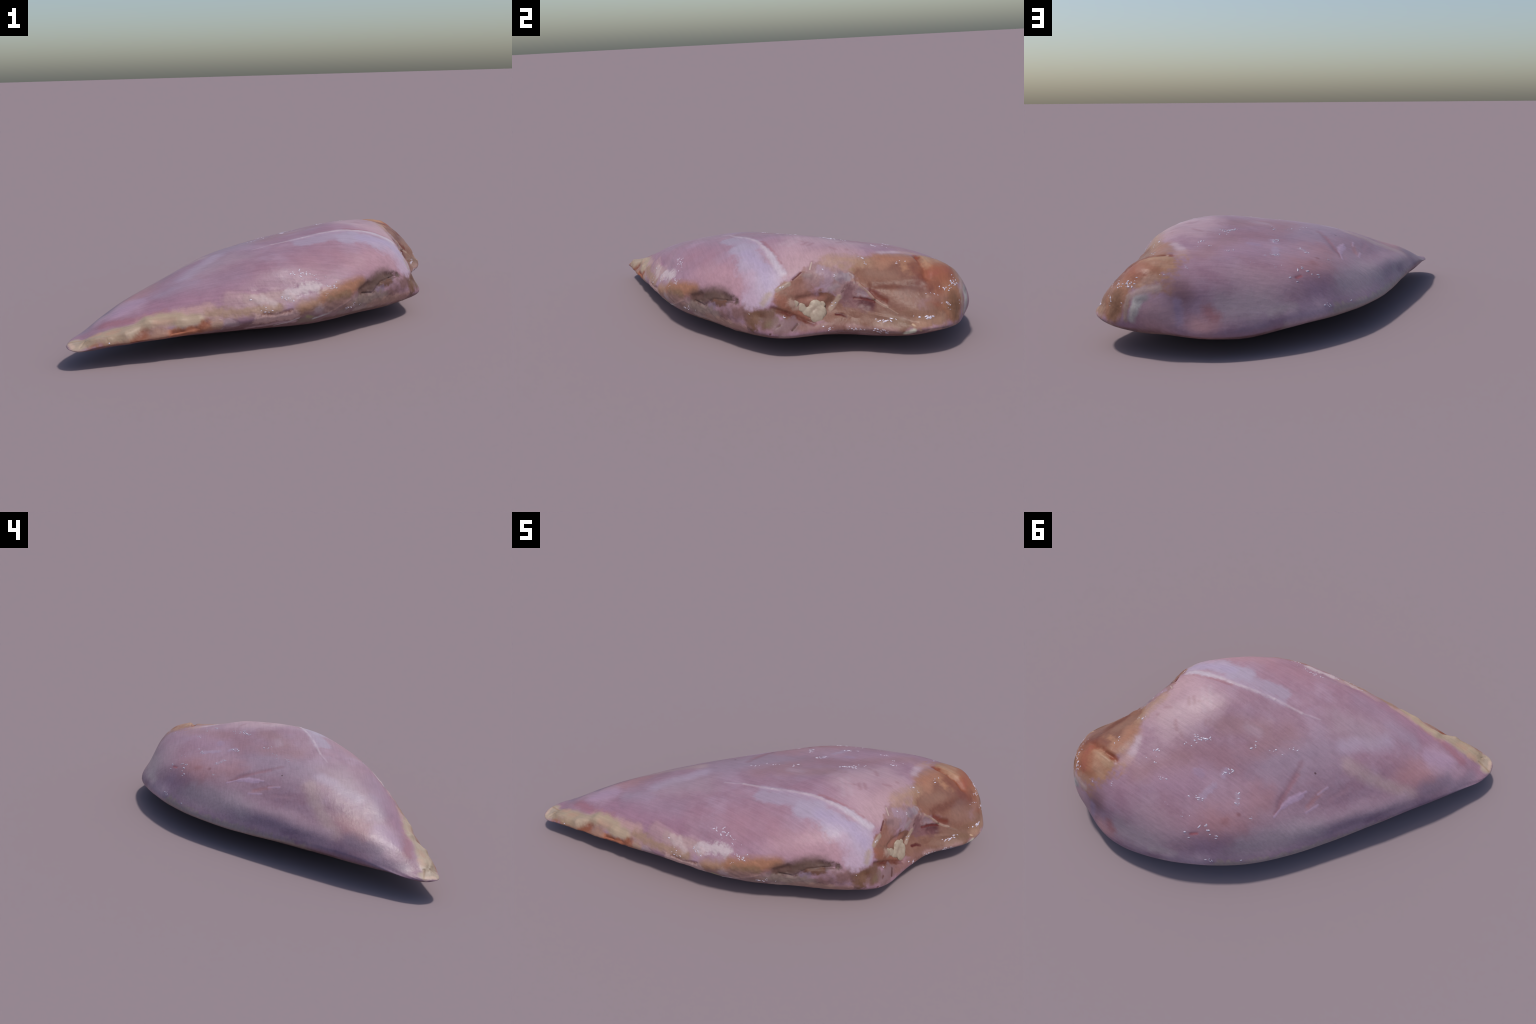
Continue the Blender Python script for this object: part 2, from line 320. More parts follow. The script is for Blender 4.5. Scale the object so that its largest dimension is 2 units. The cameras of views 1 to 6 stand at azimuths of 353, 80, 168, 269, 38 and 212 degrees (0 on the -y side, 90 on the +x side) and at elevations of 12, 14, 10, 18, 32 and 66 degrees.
    patch("lower_tan", (0.246, 0.148, 0.114), 0.0203, 0.8, 0.8, 1,
          [(0.918, 0.253, 0.154), (0.960, 0.323, 0.148)]),
    patch("olive_shade", (0.155, 0.081, 0.050), 0.0145, 0.8, 0.8, 1,
          [(0.927, 0.311, 0.181), (0.966, 0.366, 0.166)]),
    patch("olive_shade", (0.138, 0.054, 0.030), 0.0117, 0.8, 0.8, 1,
          [(0.860, 0.158, 0.177), (0.891, 0.196, 0.158)]),
    patch("bottom_pale", (0.600, 0.600, 0.467), 0.0104, 0.7, 0.8, 1,
          [(0.969, 0.356, 0.120), (0.991, 0.393, 0.137)]),
    patch("tan_stroke", (0.443, 0.303, 0.204), 0.0046, 0.6, 0.8, 0.5,
          [(0.977, 0.389, 0.163), (0.994, 0.424, 0.134)]),
    patch("under_grey", (0.429, 0.286, 0.244), 0.0133, 0.5, 0.9, 1.5,
          [(0.991, 0.473, 0.132), (0.935, 0.602, 0.121)]),
    patch("mauve_window", (0.279, 0.183, 0.222), 0.0252, 0.5, 0.9, 1.5,
          [(0.720, 0.039, 0.385), (0.746, 0.069, 0.359), (0.760, 0.050, 0.316)]),
    patch("mauve_window", (0.239, 0.182, 0.203), 0.0210, 0.5, 0.9, 1.5,
          [(0.755, 0.113, 0.354), (0.763, 0.156, 0.349)]),
    patch("mauve_window", (0.251, 0.179, 0.194), 0.0140, 0.6, 0.8, 1.5,
          [(0.769, 0.099, 0.313), (0.767, 0.070, 0.301)]),
    patch("window_dark", (0.153, 0.084, 0.086), 0.0140, 0.9, 0.7, 1,
          [(0.718, -0.044, 0.369), (0.729, -0.013, 0.363)]),
    patch("window_dark", (0.173, 0.107, 0.135), 0.0140, 0.9, 0.7, 1,
          [(0.747, 0.121, 0.366), (0.765, 0.124, 0.338)]),
    patch("brown_window", (0.237, 0.112, 0.088), 0.0334, 0.8, 0.85, 1,
          [(0.744, -0.058, 0.322), (0.759, -0.035, 0.284)]),
    patch("brown_window", (0.249, 0.103, 0.076), 0.0167, 0.9, 0.8, 1,
          [(0.762, -0.076, 0.265), (0.766, 0.026, 0.267)]),
    patch("second_window", (0.157, 0.073, 0.080), 0.0266, 0.5, 0.9, 1.5,
          [(0.790, 0.156, 0.299), (0.788, 0.140, 0.227)]),
    patch("second_window", (0.150, 0.062, 0.066), 0.0252, 0.6, 0.9, 1.5,
          [(0.806, 0.178, 0.234), (0.842, 0.225, 0.228)]),
    patch("second_window", (0.203, 0.140, 0.160), 0.0154, 0.6, 0.8, 1.5,
          [(0.808, 0.194, 0.288), (0.822, 0.218, 0.278)]),
    patch("second_window", (0.087, 0.028, 0.031), 0.0195, 0.8, 0.8, 1,
          [(0.825, 0.204, 0.234), (0.852, 0.236, 0.224)]),
    patch("slit", (0.086, 0.015, 0.015), 0.0043, 0.5, 0.95, 0.3,
          [(0.706, -0.054, 0.379), (0.719, -0.095, 0.351)]),
    patch("slit", (0.048, 0.008, 0.008), 0.0043, 0.5, 0.95, 0.3,
          [(0.781, 0.143, 0.313), (0.784, 0.118, 0.286)]),
    patch("slit", (0.097, 0.013, 0.012), 0.0066, 0.6, 0.95, 0.3,
          [(0.805, 0.171, 0.258), (0.825, 0.211, 0.256), (0.850, 0.252, 0.247)]),
    patch("slit", (0.069, 0.008, 0.008), 0.0076, 0.6, 0.95, 0.3,
          [(0.804, 0.084, 0.192), (0.815, 0.108, 0.192), (0.834, 0.126, 0.185)]),
    patch("sinew", (0.409, 0.307, 0.267), 0.0032, 0.5, 0.9, 0.3,
          [(0.681, 0.005, 0.413), (0.706, -0.010, 0.389)]),
    patch("sinew", (0.288, 0.206, 0.166), 0.0103, 0.5, 0.9, 0.5,
          [(0.726, -0.116, 0.335), (0.728, -0.175, 0.310)]),
    patch("sinew", (0.355, 0.250, 0.194), 0.0110, 0.5, 0.9, 0.5,
          [(0.781, 0.106, 0.266), (0.775, 0.083, 0.232), (0.778, 0.064, 0.214)]),
    patch("sinew", (0.340, 0.255, 0.233), 0.0045, 0.5, 0.9, 0.4,
          [(0.750, 0.166, 0.364), (0.761, 0.182, 0.352), (0.784, 0.179, 0.326)]),
    patch("sinew", (0.333, 0.223, 0.177), 0.0047, 0.5, 0.95, 0.3,
          [(0.796, 0.198, 0.319), (0.825, 0.231, 0.287), (0.849, 0.256, 0.256)]),
    patch("sinew", (0.339, 0.227, 0.180), 0.0057, 0.5, 0.95, 0.3,
          [(0.849, 0.256, 0.256), (0.868, 0.277, 0.239), (0.888, 0.301, 0.226)]),
    patch("sinew", (0.259, 0.161, 0.125), 0.0027, 0.5, 0.8, 0.3,
          [(0.890, 0.300, 0.222), (0.924, 0.336, 0.198)]),
    patch("orange_flesh", (0.237, 0.090, 0.060), 0.0222, 0.8, 0.8, 1,
          [(0.748, -0.177, 0.281), (0.770, -0.119, 0.234), (0.783, -0.061, 0.192)]),
    patch("small_fat", (0.332, 0.226, 0.182), 0.0195, 0.6, 0.85, 1.5,
          [(0.765, -0.117, 0.253), (0.768, -0.090, 0.237)]),
    patch("under_red", (0.090, 0.017, 0.011), 0.0100, 0.8, 0.9, 1,
          [(0.762, -0.208, 0.236), (0.779, -0.133, 0.207), (0.796, -0.056, 0.172), (0.813, -0.024, 0.160)]),
    patch("corner_olive", (0.126, 0.062, 0.040), 0.0333, 0.6, 0.95, 1.5,
          [(0.751, -0.275, 0.199), (0.771, -0.219, 0.205), (0.784, -0.247, 0.160)]),
    patch("corner_brown", (0.092, 0.036, 0.020), 0.0167, 0.9, 0.85, 1,
          [(0.745, -0.282, 0.204), (0.761, -0.254, 0.200)]),
    patch("corner_pale", (0.146, 0.097, 0.059), 0.0138, 0.9, 0.7, 1,
          [(0.786, -0.233, 0.168), (0.788, -0.193, 0.181)]),
    patch("corner_cream", (0.306, 0.221, 0.188), 0.0139, 0.8, 0.8, 1,
          [(0.727, -0.212, 0.293), (0.737, -0.244, 0.259)]),
    patch("ribs_base", (0.163, 0.088, 0.089), 0.0305, 0.5, 0.95, 1.5,
          [(0.808, -0.202, 0.142), (0.813, -0.084, 0.151)]),
    patch("pink_ribs", (0.190, 0.111, 0.117), 0.0194, 0.6, 0.95, 1.5,
          [(0.807, -0.198, 0.145), (0.799, -0.151, 0.166), (0.793, -0.121, 0.175)]),
    patch("rib_line", (0.100, 0.039, 0.032), 0.0044, 0.6, 0.9, 0.4,
          [(0.799, -0.179, 0.163), (0.799, -0.229, 0.125)]),
    patch("rib_line", (0.064, 0.022, 0.018), 0.0044, 0.6, 0.9, 0.4,
          [(0.801, -0.099, 0.163), (0.818, -0.128, 0.140)]),
    patch("bottom_pink", (0.192, 0.091, 0.077), 0.0222, 0.8, 0.85, 1,
          [(0.817, -0.082, 0.146), (0.837, 0.038, 0.148), (0.867, 0.144, 0.149)]),
    patch("bottom_pink", (0.300, 0.175, 0.165), 0.0175, 0.8, 0.9, 1,
          [(0.861, 0.129, 0.138), (0.900, 0.222, 0.128), (0.961, 0.323, 0.127)]),
    patch("bottom_mauve", (0.300, 0.200, 0.200), 0.0100, 0.7, 0.9, 1,
          [(0.810, -0.184, 0.112), (0.828, 0.011, 0.110), (0.879, 0.254, 0.098)]),
    patch("knob_crease", (0.207, 0.049, 0.025), 0.0156, 0.95, 0.9, 0.4,
          [(0.863, 0.504, 0.334), (0.755, 0.509, 0.388), (0.664, 0.515, 0.395)]),
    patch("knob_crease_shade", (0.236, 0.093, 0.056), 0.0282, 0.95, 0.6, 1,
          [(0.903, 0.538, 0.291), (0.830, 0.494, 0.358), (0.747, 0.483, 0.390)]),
    patch("knob_pale", (0.374, 0.221, 0.141), 0.0222, 0.8, 0.8, 1,
          [(0.790, 0.529, 0.378), (0.687, 0.549, 0.389)]),
    patch("knob_orange", (0.293, 0.108, 0.061), 0.0504, 0.9, 0.8, 1,
          [(0.822, 0.582, 0.353), (0.772, 0.634, 0.352)]),
    patch("pale_rim", (0.432, 0.260, 0.236), 0.0275, 0.95, 0.6, 1,
          [(0.610, 0.460, 0.405), (0.622, 0.508, 0.397)]),
    patch("pale_rim", (0.421, 0.306, 0.340), 0.0188, 0.9, 0.7, 1,
          [(0.636, 0.347, 0.420), (0.614, 0.436, 0.409)]),
    patch("knob_red_back", (0.256, 0.081, 0.055), 0.0193, 0.9, 0.8, 1,
          [(0.847, 0.529, 0.346), (0.791, 0.636, 0.344)]),
    patch("knob_tan_back", (0.361, 0.194, 0.127), 0.0165, 0.9, 0.8, 1,
          [(0.747, 0.593, 0.375), (0.682, 0.621, 0.366)]),
    patch("side_purple", (0.213, 0.111, 0.129), 0.0455, 0.9, 0.85, 1,  # shading below the knob, tinted into the flesh
          [(0.657, 0.714, 0.301), (0.650, 0.736, 0.267)]),
    patch("side_mauve", (0.446, 0.267, 0.285), 0.0560, 0.9, 0.85, 1,
          [(0.776, 0.740, 0.194), (0.725, 0.757, 0.181)]),
    patch("side_lilac", (0.301, 0.208, 0.294), 0.0160, 0.9, 0.7, 1,
          [(0.668, 0.747, 0.238), (0.662, 0.775, 0.160)]),
    patch("side_pink", (0.432, 0.222, 0.220), 0.0424, 0.98, 0.7, 1,
          [(0.599, 0.799, 0.135), (0.548, 0.808, 0.135)]),
    patch("side_red", (0.310, 0.127, 0.137), 0.0266, 0.9, 0.8, 1,
          [(0.541, 0.771, 0.201), (0.515, 0.788, 0.174)]),
    patch("olive_knob", (0.193, 0.092, 0.053), 0.0359, 0.8, 0.85, 1,
          [(0.913, 0.605, 0.236), (0.927, 0.616, 0.165)]),
    patch("cartilage_frame", (0.365, 0.247, 0.225), 0.0162, 0.7, 0.9, 1,
          [(0.742, 0.710, 0.291), (0.796, 0.692, 0.285), (0.846, 0.674, 0.259)]),
    patch("cartilage_frame", (0.345, 0.227, 0.187), 0.0109, 0.7, 0.9, 1,
          [(0.862, 0.661, 0.257), (0.874, 0.667, 0.209), (0.876, 0.668, 0.155)]),
    patch("cartilage", (0.445, 0.405, 0.383), 0.0229, 0.4, 0.95, 0.5,
          [(0.827, 0.699, 0.239), (0.841, 0.698, 0.204)]),
    patch("cartilage", (0.422, 0.369, 0.346), 0.0162, 0.8, 0.95, 0.5,
          [(0.841, 0.698, 0.204), (0.853, 0.687, 0.164)]),
    patch("cartilage", (0.262, 0.224, 0.224), 0.0161, 0.8, 0.95, 0.5,
          [(0.822, 0.698, 0.249), (0.796, 0.710, 0.256)]),
    patch("knob_hem", (0.196, 0.140, 0.153), 0.0100, 0.5, 0.9, 1.5,
          [(0.977, 0.536, 0.132), (0.918, 0.612, 0.115), (0.841, 0.663, 0.105)]),
    patch("knob_hem", (0.267, 0.174, 0.152), 0.0081, 0.6, 0.9, 1.5,
          [(0.825, 0.664, 0.100), (0.688, 0.754, 0.100)]),
    patch("trim_base", (0.270, 0.118, 0.075), 0.0217, 0.6, 0.95, 1.5,
          [(-0.878, -0.798, 0.111), (-0.698, -0.788, 0.121), (-0.577, -0.775, 0.131)]),
    patch("trim_base", (0.351, 0.151, 0.092), 0.0232, 0.6, 0.95, 1.5,
          [(-0.577, -0.775, 0.131), (-0.438, -0.760, 0.139), (-0.313, -0.745, 0.153)]),
    patch("pink_margin", (0.415, 0.254, 0.235), 0.0283, 0.8, 0.85, 1,
          [(-0.655, -0.707, 0.184), (-0.498, -0.706, 0.201), (-0.343, -0.696, 0.225)]),
    patch("fat", (0.368, 0.272, 0.192), 0.0385, 0.45, 1, 0.6,
          [(-0.936, -0.772, 0.105), (-0.816, -0.758, 0.137), (-0.706, -0.753, 0.147)]),
    patch("fat", (0.357, 0.263, 0.194), 0.0319, 0.5, 1, 0.9,
          [(-0.722, -0.766, 0.138), (-0.627, -0.721, 0.178)]),
    patch("fat", (0.364, 0.266, 0.191), 0.0314, 0.5, 1, 0.9,
          [(-0.627, -0.721, 0.178), (-0.572, -0.721, 0.182), (-0.482, -0.724, 0.184)]),
    patch("fat", (0.362, 0.262, 0.188), 0.0337, 0.5, 1, 0.9,
          [(-0.491, -0.736, 0.173), (-0.398, -0.729, 0.185)]),
    patch("fat", (0.318, 0.223, 0.154), 0.0211, 0.5, 1, 0.6,
          [(-0.921, -0.768, 0.108), (-0.817, -0.786, 0.124), (-0.732, -0.777, 0.131)]),
    patch("fat", (0.402, 0.301, 0.230), 0.0283, 0.5, 1, 0.4,
          [(-0.964, -0.732, 0.110), (-0.944, -0.786, 0.101)]),
    patch("tip_pink", (0.547, 0.378, 0.292), 0.0120, 0.7, 0.8, 1,
          [(-0.984, -0.738, 0.106), (-0.964, -0.782, 0.101)]),
    patch("fat_pink", (0.409, 0.240, 0.173), 0.0162, 0.95, 0.7, 1,
          [(-0.804, -0.750, 0.142), (-0.762, -0.745, 0.148)]),
    patch("fat_pink", (0.414, 0.245, 0.178), 0.0162, 0.95, 0.7, 1,
          [(-0.592, -0.727, 0.176), (-0.504, -0.726, 0.181)]),
    patch("fat_pink", (0.453, 0.264, 0.189), 0.0163, 0.95, 0.7, 1,
          [(-0.881, -0.736, 0.128), (-0.846, -0.733, 0.139)]),
    patch("fat_shade", (0.281, 0.177, 0.106), 0.0056, 0.8, 0.7, 0.5,
          [(-0.910, -0.767, 0.110), (-0.929, -0.796, 0.099)]),
    patch("fat_shade", (0.305, 0.191, 0.114), 0.0057, 0.8, 0.7, 0.5,
          [(-0.985, -0.728, 0.107), (-0.912, -0.741, 0.117)]),
    patch("red_trim", (0.207, 0.066, 0.036), 0.0231, 0.8, 0.9, 1,
          [(-0.638, -0.762, 0.145), (-0.684, -0.787, 0.120)]),
    patch("red_trim", (0.242, 0.079, 0.043), 0.0140, 0.8, 0.95, 1,
          [(-0.511, -0.768, 0.136), (-0.473, -0.764, 0.139)]),
    patch("red_trim", (0.311, 0.106, 0.058), 0.0140, 0.8, 0.95, 1,
          [(-0.515, -0.770, 0.129), (-0.416, -0.756, 0.148)]),
    patch("red_trim", (0.244, 0.080, 0.044), 0.0183, 0.9, 0.95, 1,
          [(-0.365, -0.743, 0.170), (-0.392, -0.754, 0.146)]),
    patch("trim_tan", (0.281, 0.159, 0.120), 0.0316, 0.7, 0.9, 1,
          [(-0.594, -0.762, 0.146), (-0.566, -0.764, 0.145)]),
    patch("trim_tan", (0.346, 0.227, 0.175), 0.0212, 0.8, 0.9, 1,
          [(-0.317, -0.743, 0.163), (-0.299, -0.742, 0.158)]),
    patch("trim_tan", (0.291, 0.179, 0.125), 0.0271, 0.8, 0.9, 1,
          [(-0.344, -0.717, 0.202), (-0.203, -0.713, 0.203), (-0.017, -0.692, 0.206)]),
    patch("trim_lilac", (0.354, 0.252, 0.264), 0.0177, 0.8, 0.9, 1,
          [(-0.263, -0.738, 0.162), (-0.224, -0.729, 0.150)]),
    patch("trim_lilac", (0.354, 0.257, 0.273), 0.0035, 0.5, 0.8, 0.4,
          [(-0.292, -0.729, 0.132), (-0.270, -0.739, 0.163)]),
    patch("under_violet", (0.200, 0.120, 0.150), 0.0093, 0.5, 0.95, 0.4,
          [(-0.878, -0.806, 0.095), (-0.719, -0.778, 0.103), (-0.508, -0.746, 0.113), (-0.188, -0.427, 0.030)]),
    patch("frill", (0.346, 0.210, 0.229), 0.0361, 0.6, 0.9, 1.5,
          [(-0.254, -0.668, 0.259), (-0.154, -0.663, 0.257)]),
    patch("frill", (0.371, 0.244, 0.241), 0.0355, 0.5, 0.9, 1.5,
          [(-0.150, -0.668, 0.251), (-0.059, -0.656, 0.252), (0.038, -0.646, 0.253)]),
    patch("frill_pale", (0.430, 0.319, 0.314), 0.0160, 0.7, 0.8, 1,
          [(-0.091, -0.660, 0.251), (-0.038, -0.681, 0.223)]),
    patch("frill_pale", (0.432, 0.319, 0.314), 0.0161, 0.7, 0.8, 1,
          [(-0.136, -0.663, 0.254), (-0.101, -0.677, 0.234)]),
    patch("frill_pale", (0.432, 0.319, 0.314), 0.0158, 0.7, 0.8, 1,
          [(0.017, -0.649, 0.251), (0.048, -0.658, 0.239)]),
    patch("white_fat", (0.454, 0.352, 0.369), 0.0219, 0.6, 1, 1.5,
          [(0.036, -0.643, 0.256), (0.076, -0.636, 0.260)]),
    patch("white_fat", (0.447, 0.349, 0.365), 0.0286, 0.45, 1, 1.5,
          [(0.114, -0.620, 0.274), (0.175, -0.611, 0.275)]),
    patch("trim_gap", (0.185, 0.070, 0.046), 0.0105, 0.9, 0.85, 0.5,
          [(-0.090, -0.713, 0.181), (-0.025, -0.701, 0.172), (0.042, -0.689, 0.187)]),
    patch("trim_orange", (0.303, 0.168, 0.112), 0.0384, 0.7, 1, 1,
          [(0.096, -0.677, 0.193), (0.218, -0.639, 0.213)]),
    patch("trim_orange", (0.283, 0.131, 0.081), 0.0364, 0.7, 1, 1,
          [(0.219, -0.638, 0.221), (0.335, -0.583, 0.252), (0.414, -0.532, 0.261)]),
    patch("trim_olive", (0.195, 0.121, 0.072), 0.0206, 0.9, 0.8, 1,
          [(0.241, -0.631, 0.218), (0.342, -0.584, 0.222)]),
    patch("trim_green", (0.349, 0.324, 0.148), 0.0106, 0.8, 0.8, 1,
          [(0.124, -0.654, 0.148), (0.143, -0.641, 0.139)]),
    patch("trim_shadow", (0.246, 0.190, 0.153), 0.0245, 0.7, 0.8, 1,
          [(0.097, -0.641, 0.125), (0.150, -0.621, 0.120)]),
    patch("trim_mauve", (0.531, 0.351, 0.321), 0.0240, 0.6, 0.95, 1.5,
          [(-0.119, -0.713, 0.158), (0.059, -0.678, 0.158)]),
    patch("trim_mauve", (0.443, 0.303, 0.326), 0.0121, 0.6, 0.95, 1.5,
          [(-0.167, -0.672, 0.112), (-0.021, -0.667, 0.127), (0.063, -0.649, 0.125)]),
    patch("trim_lilac", (0.406, 0.296, 0.302), 0.0245, 0.8, 0.9, 1,
          [(0.179, -0.650, 0.177), (0.260, -0.614, 0.166)]),
    patch("lilac_vein", (0.600, 0.600, 0.600), 0.0042, 0.9, 0.7, 0.5,
          [(-0.035, -0.650, 0.112), (0.037, -0.660, 0.129), (0.081, -0.664, 0.146)]),
    patch("lilac_vein", (0.600, 0.600, 0.600), 0.0064, 0.95, 0.75, 1,
          [(0.158, -0.626, 0.127), (0.244, -0.612, 0.150)]),
    patch("lilac_vein", (0.600, 0.507, 0.600), 0.0048, 0.9, 0.75, 1,
          [(0.244, -0.612, 0.150), (0.315, -0.593, 0.177), (0.352, -0.577, 0.194)]),
    patch("trim_grey", (0.281, 0.201, 0.177), 0.0294, 0.7, 0.9, 1,
          [(0.314, -0.579, 0.146), (0.383, -0.555, 0.178), (0.466, -0.496, 0.166)]),
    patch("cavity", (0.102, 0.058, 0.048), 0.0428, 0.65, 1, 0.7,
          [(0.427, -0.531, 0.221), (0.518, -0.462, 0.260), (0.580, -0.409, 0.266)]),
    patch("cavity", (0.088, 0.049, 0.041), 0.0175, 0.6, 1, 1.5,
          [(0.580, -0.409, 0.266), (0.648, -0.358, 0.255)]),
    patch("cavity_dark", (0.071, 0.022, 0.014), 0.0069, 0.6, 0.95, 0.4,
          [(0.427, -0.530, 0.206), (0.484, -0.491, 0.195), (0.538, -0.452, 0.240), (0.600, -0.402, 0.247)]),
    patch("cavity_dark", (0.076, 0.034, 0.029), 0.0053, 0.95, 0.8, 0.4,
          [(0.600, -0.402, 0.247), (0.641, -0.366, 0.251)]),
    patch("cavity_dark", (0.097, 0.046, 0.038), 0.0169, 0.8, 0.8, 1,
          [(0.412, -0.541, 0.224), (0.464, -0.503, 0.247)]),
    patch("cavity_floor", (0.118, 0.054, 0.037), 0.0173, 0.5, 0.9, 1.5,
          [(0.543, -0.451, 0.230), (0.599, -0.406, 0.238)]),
    patch("cavity_lilac", (0.195, 0.134, 0.177), 0.0155, 0.6, 0.8, 1.5,
          [(0.515, -0.472, 0.210), (0.547, -0.449, 0.212)]),
    patch("trim_under", (0.223, 0.158, 0.137), 0.0294, 0.6, 0.9, 1.5,
          [(0.407, -0.540, 0.178), (0.527, -0.459, 0.174), (0.586, -0.415, 0.151)]),
    patch("trim_under", (0.265, 0.152, 0.129), 0.0336, 0.6, 0.85, 1.5,
          [(0.236, -0.631, 0.190), (0.338, -0.584, 0.188)]),
    patch("pink_panel", (0.158, 0.081, 0.079), 0.0389, 0.6, 0.95, 1.5,
          [(0.592, -0.419, 0.181), (0.696, -0.335, 0.220)]),
    patch("trim_under", (0.139, 0.070, 0.065), 0.0230, 0.7, 0.95, 1,
          [(0.720, -0.317, 0.204), (0.737, -0.309, 0.160)]),
    patch("trim_under", (0.349, 0.197, 0.168), 0.0235, 0.7, 0.95, 1,
          [(0.564, -0.418, 0.134), (0.707, -0.329, 0.136)]),
    patch("trim_under", (0.367, 0.269, 0.242), 0.0163, 0.8, 0.9, 1,
          [(0.387, -0.527, 0.131), (0.488, -0.457, 0.126)]),
    patch("trim_under", (0.366, 0.224, 0.181), 0.0218, 0.7, 0.85, 1,
          [(0.475, -0.475, 0.139), (0.632, -0.383, 0.141)]),
    patch("trim_hem", (0.180, 0.108, 0.090), 0.0131, 0.7, 0.95, 0.5,
          [(0.215, -0.586, 0.111), (0.406, -0.492, 0.110), (0.615, -0.346, 0.098), (0.769, -0.250, 0.111)]),
    patch("corner_brown2", (0.143, 0.071, 0.044), 0.0271, 0.6, 0.95, 1.5,
          [(0.739, -0.293, 0.200), (0.747, -0.298, 0.155)]),
]

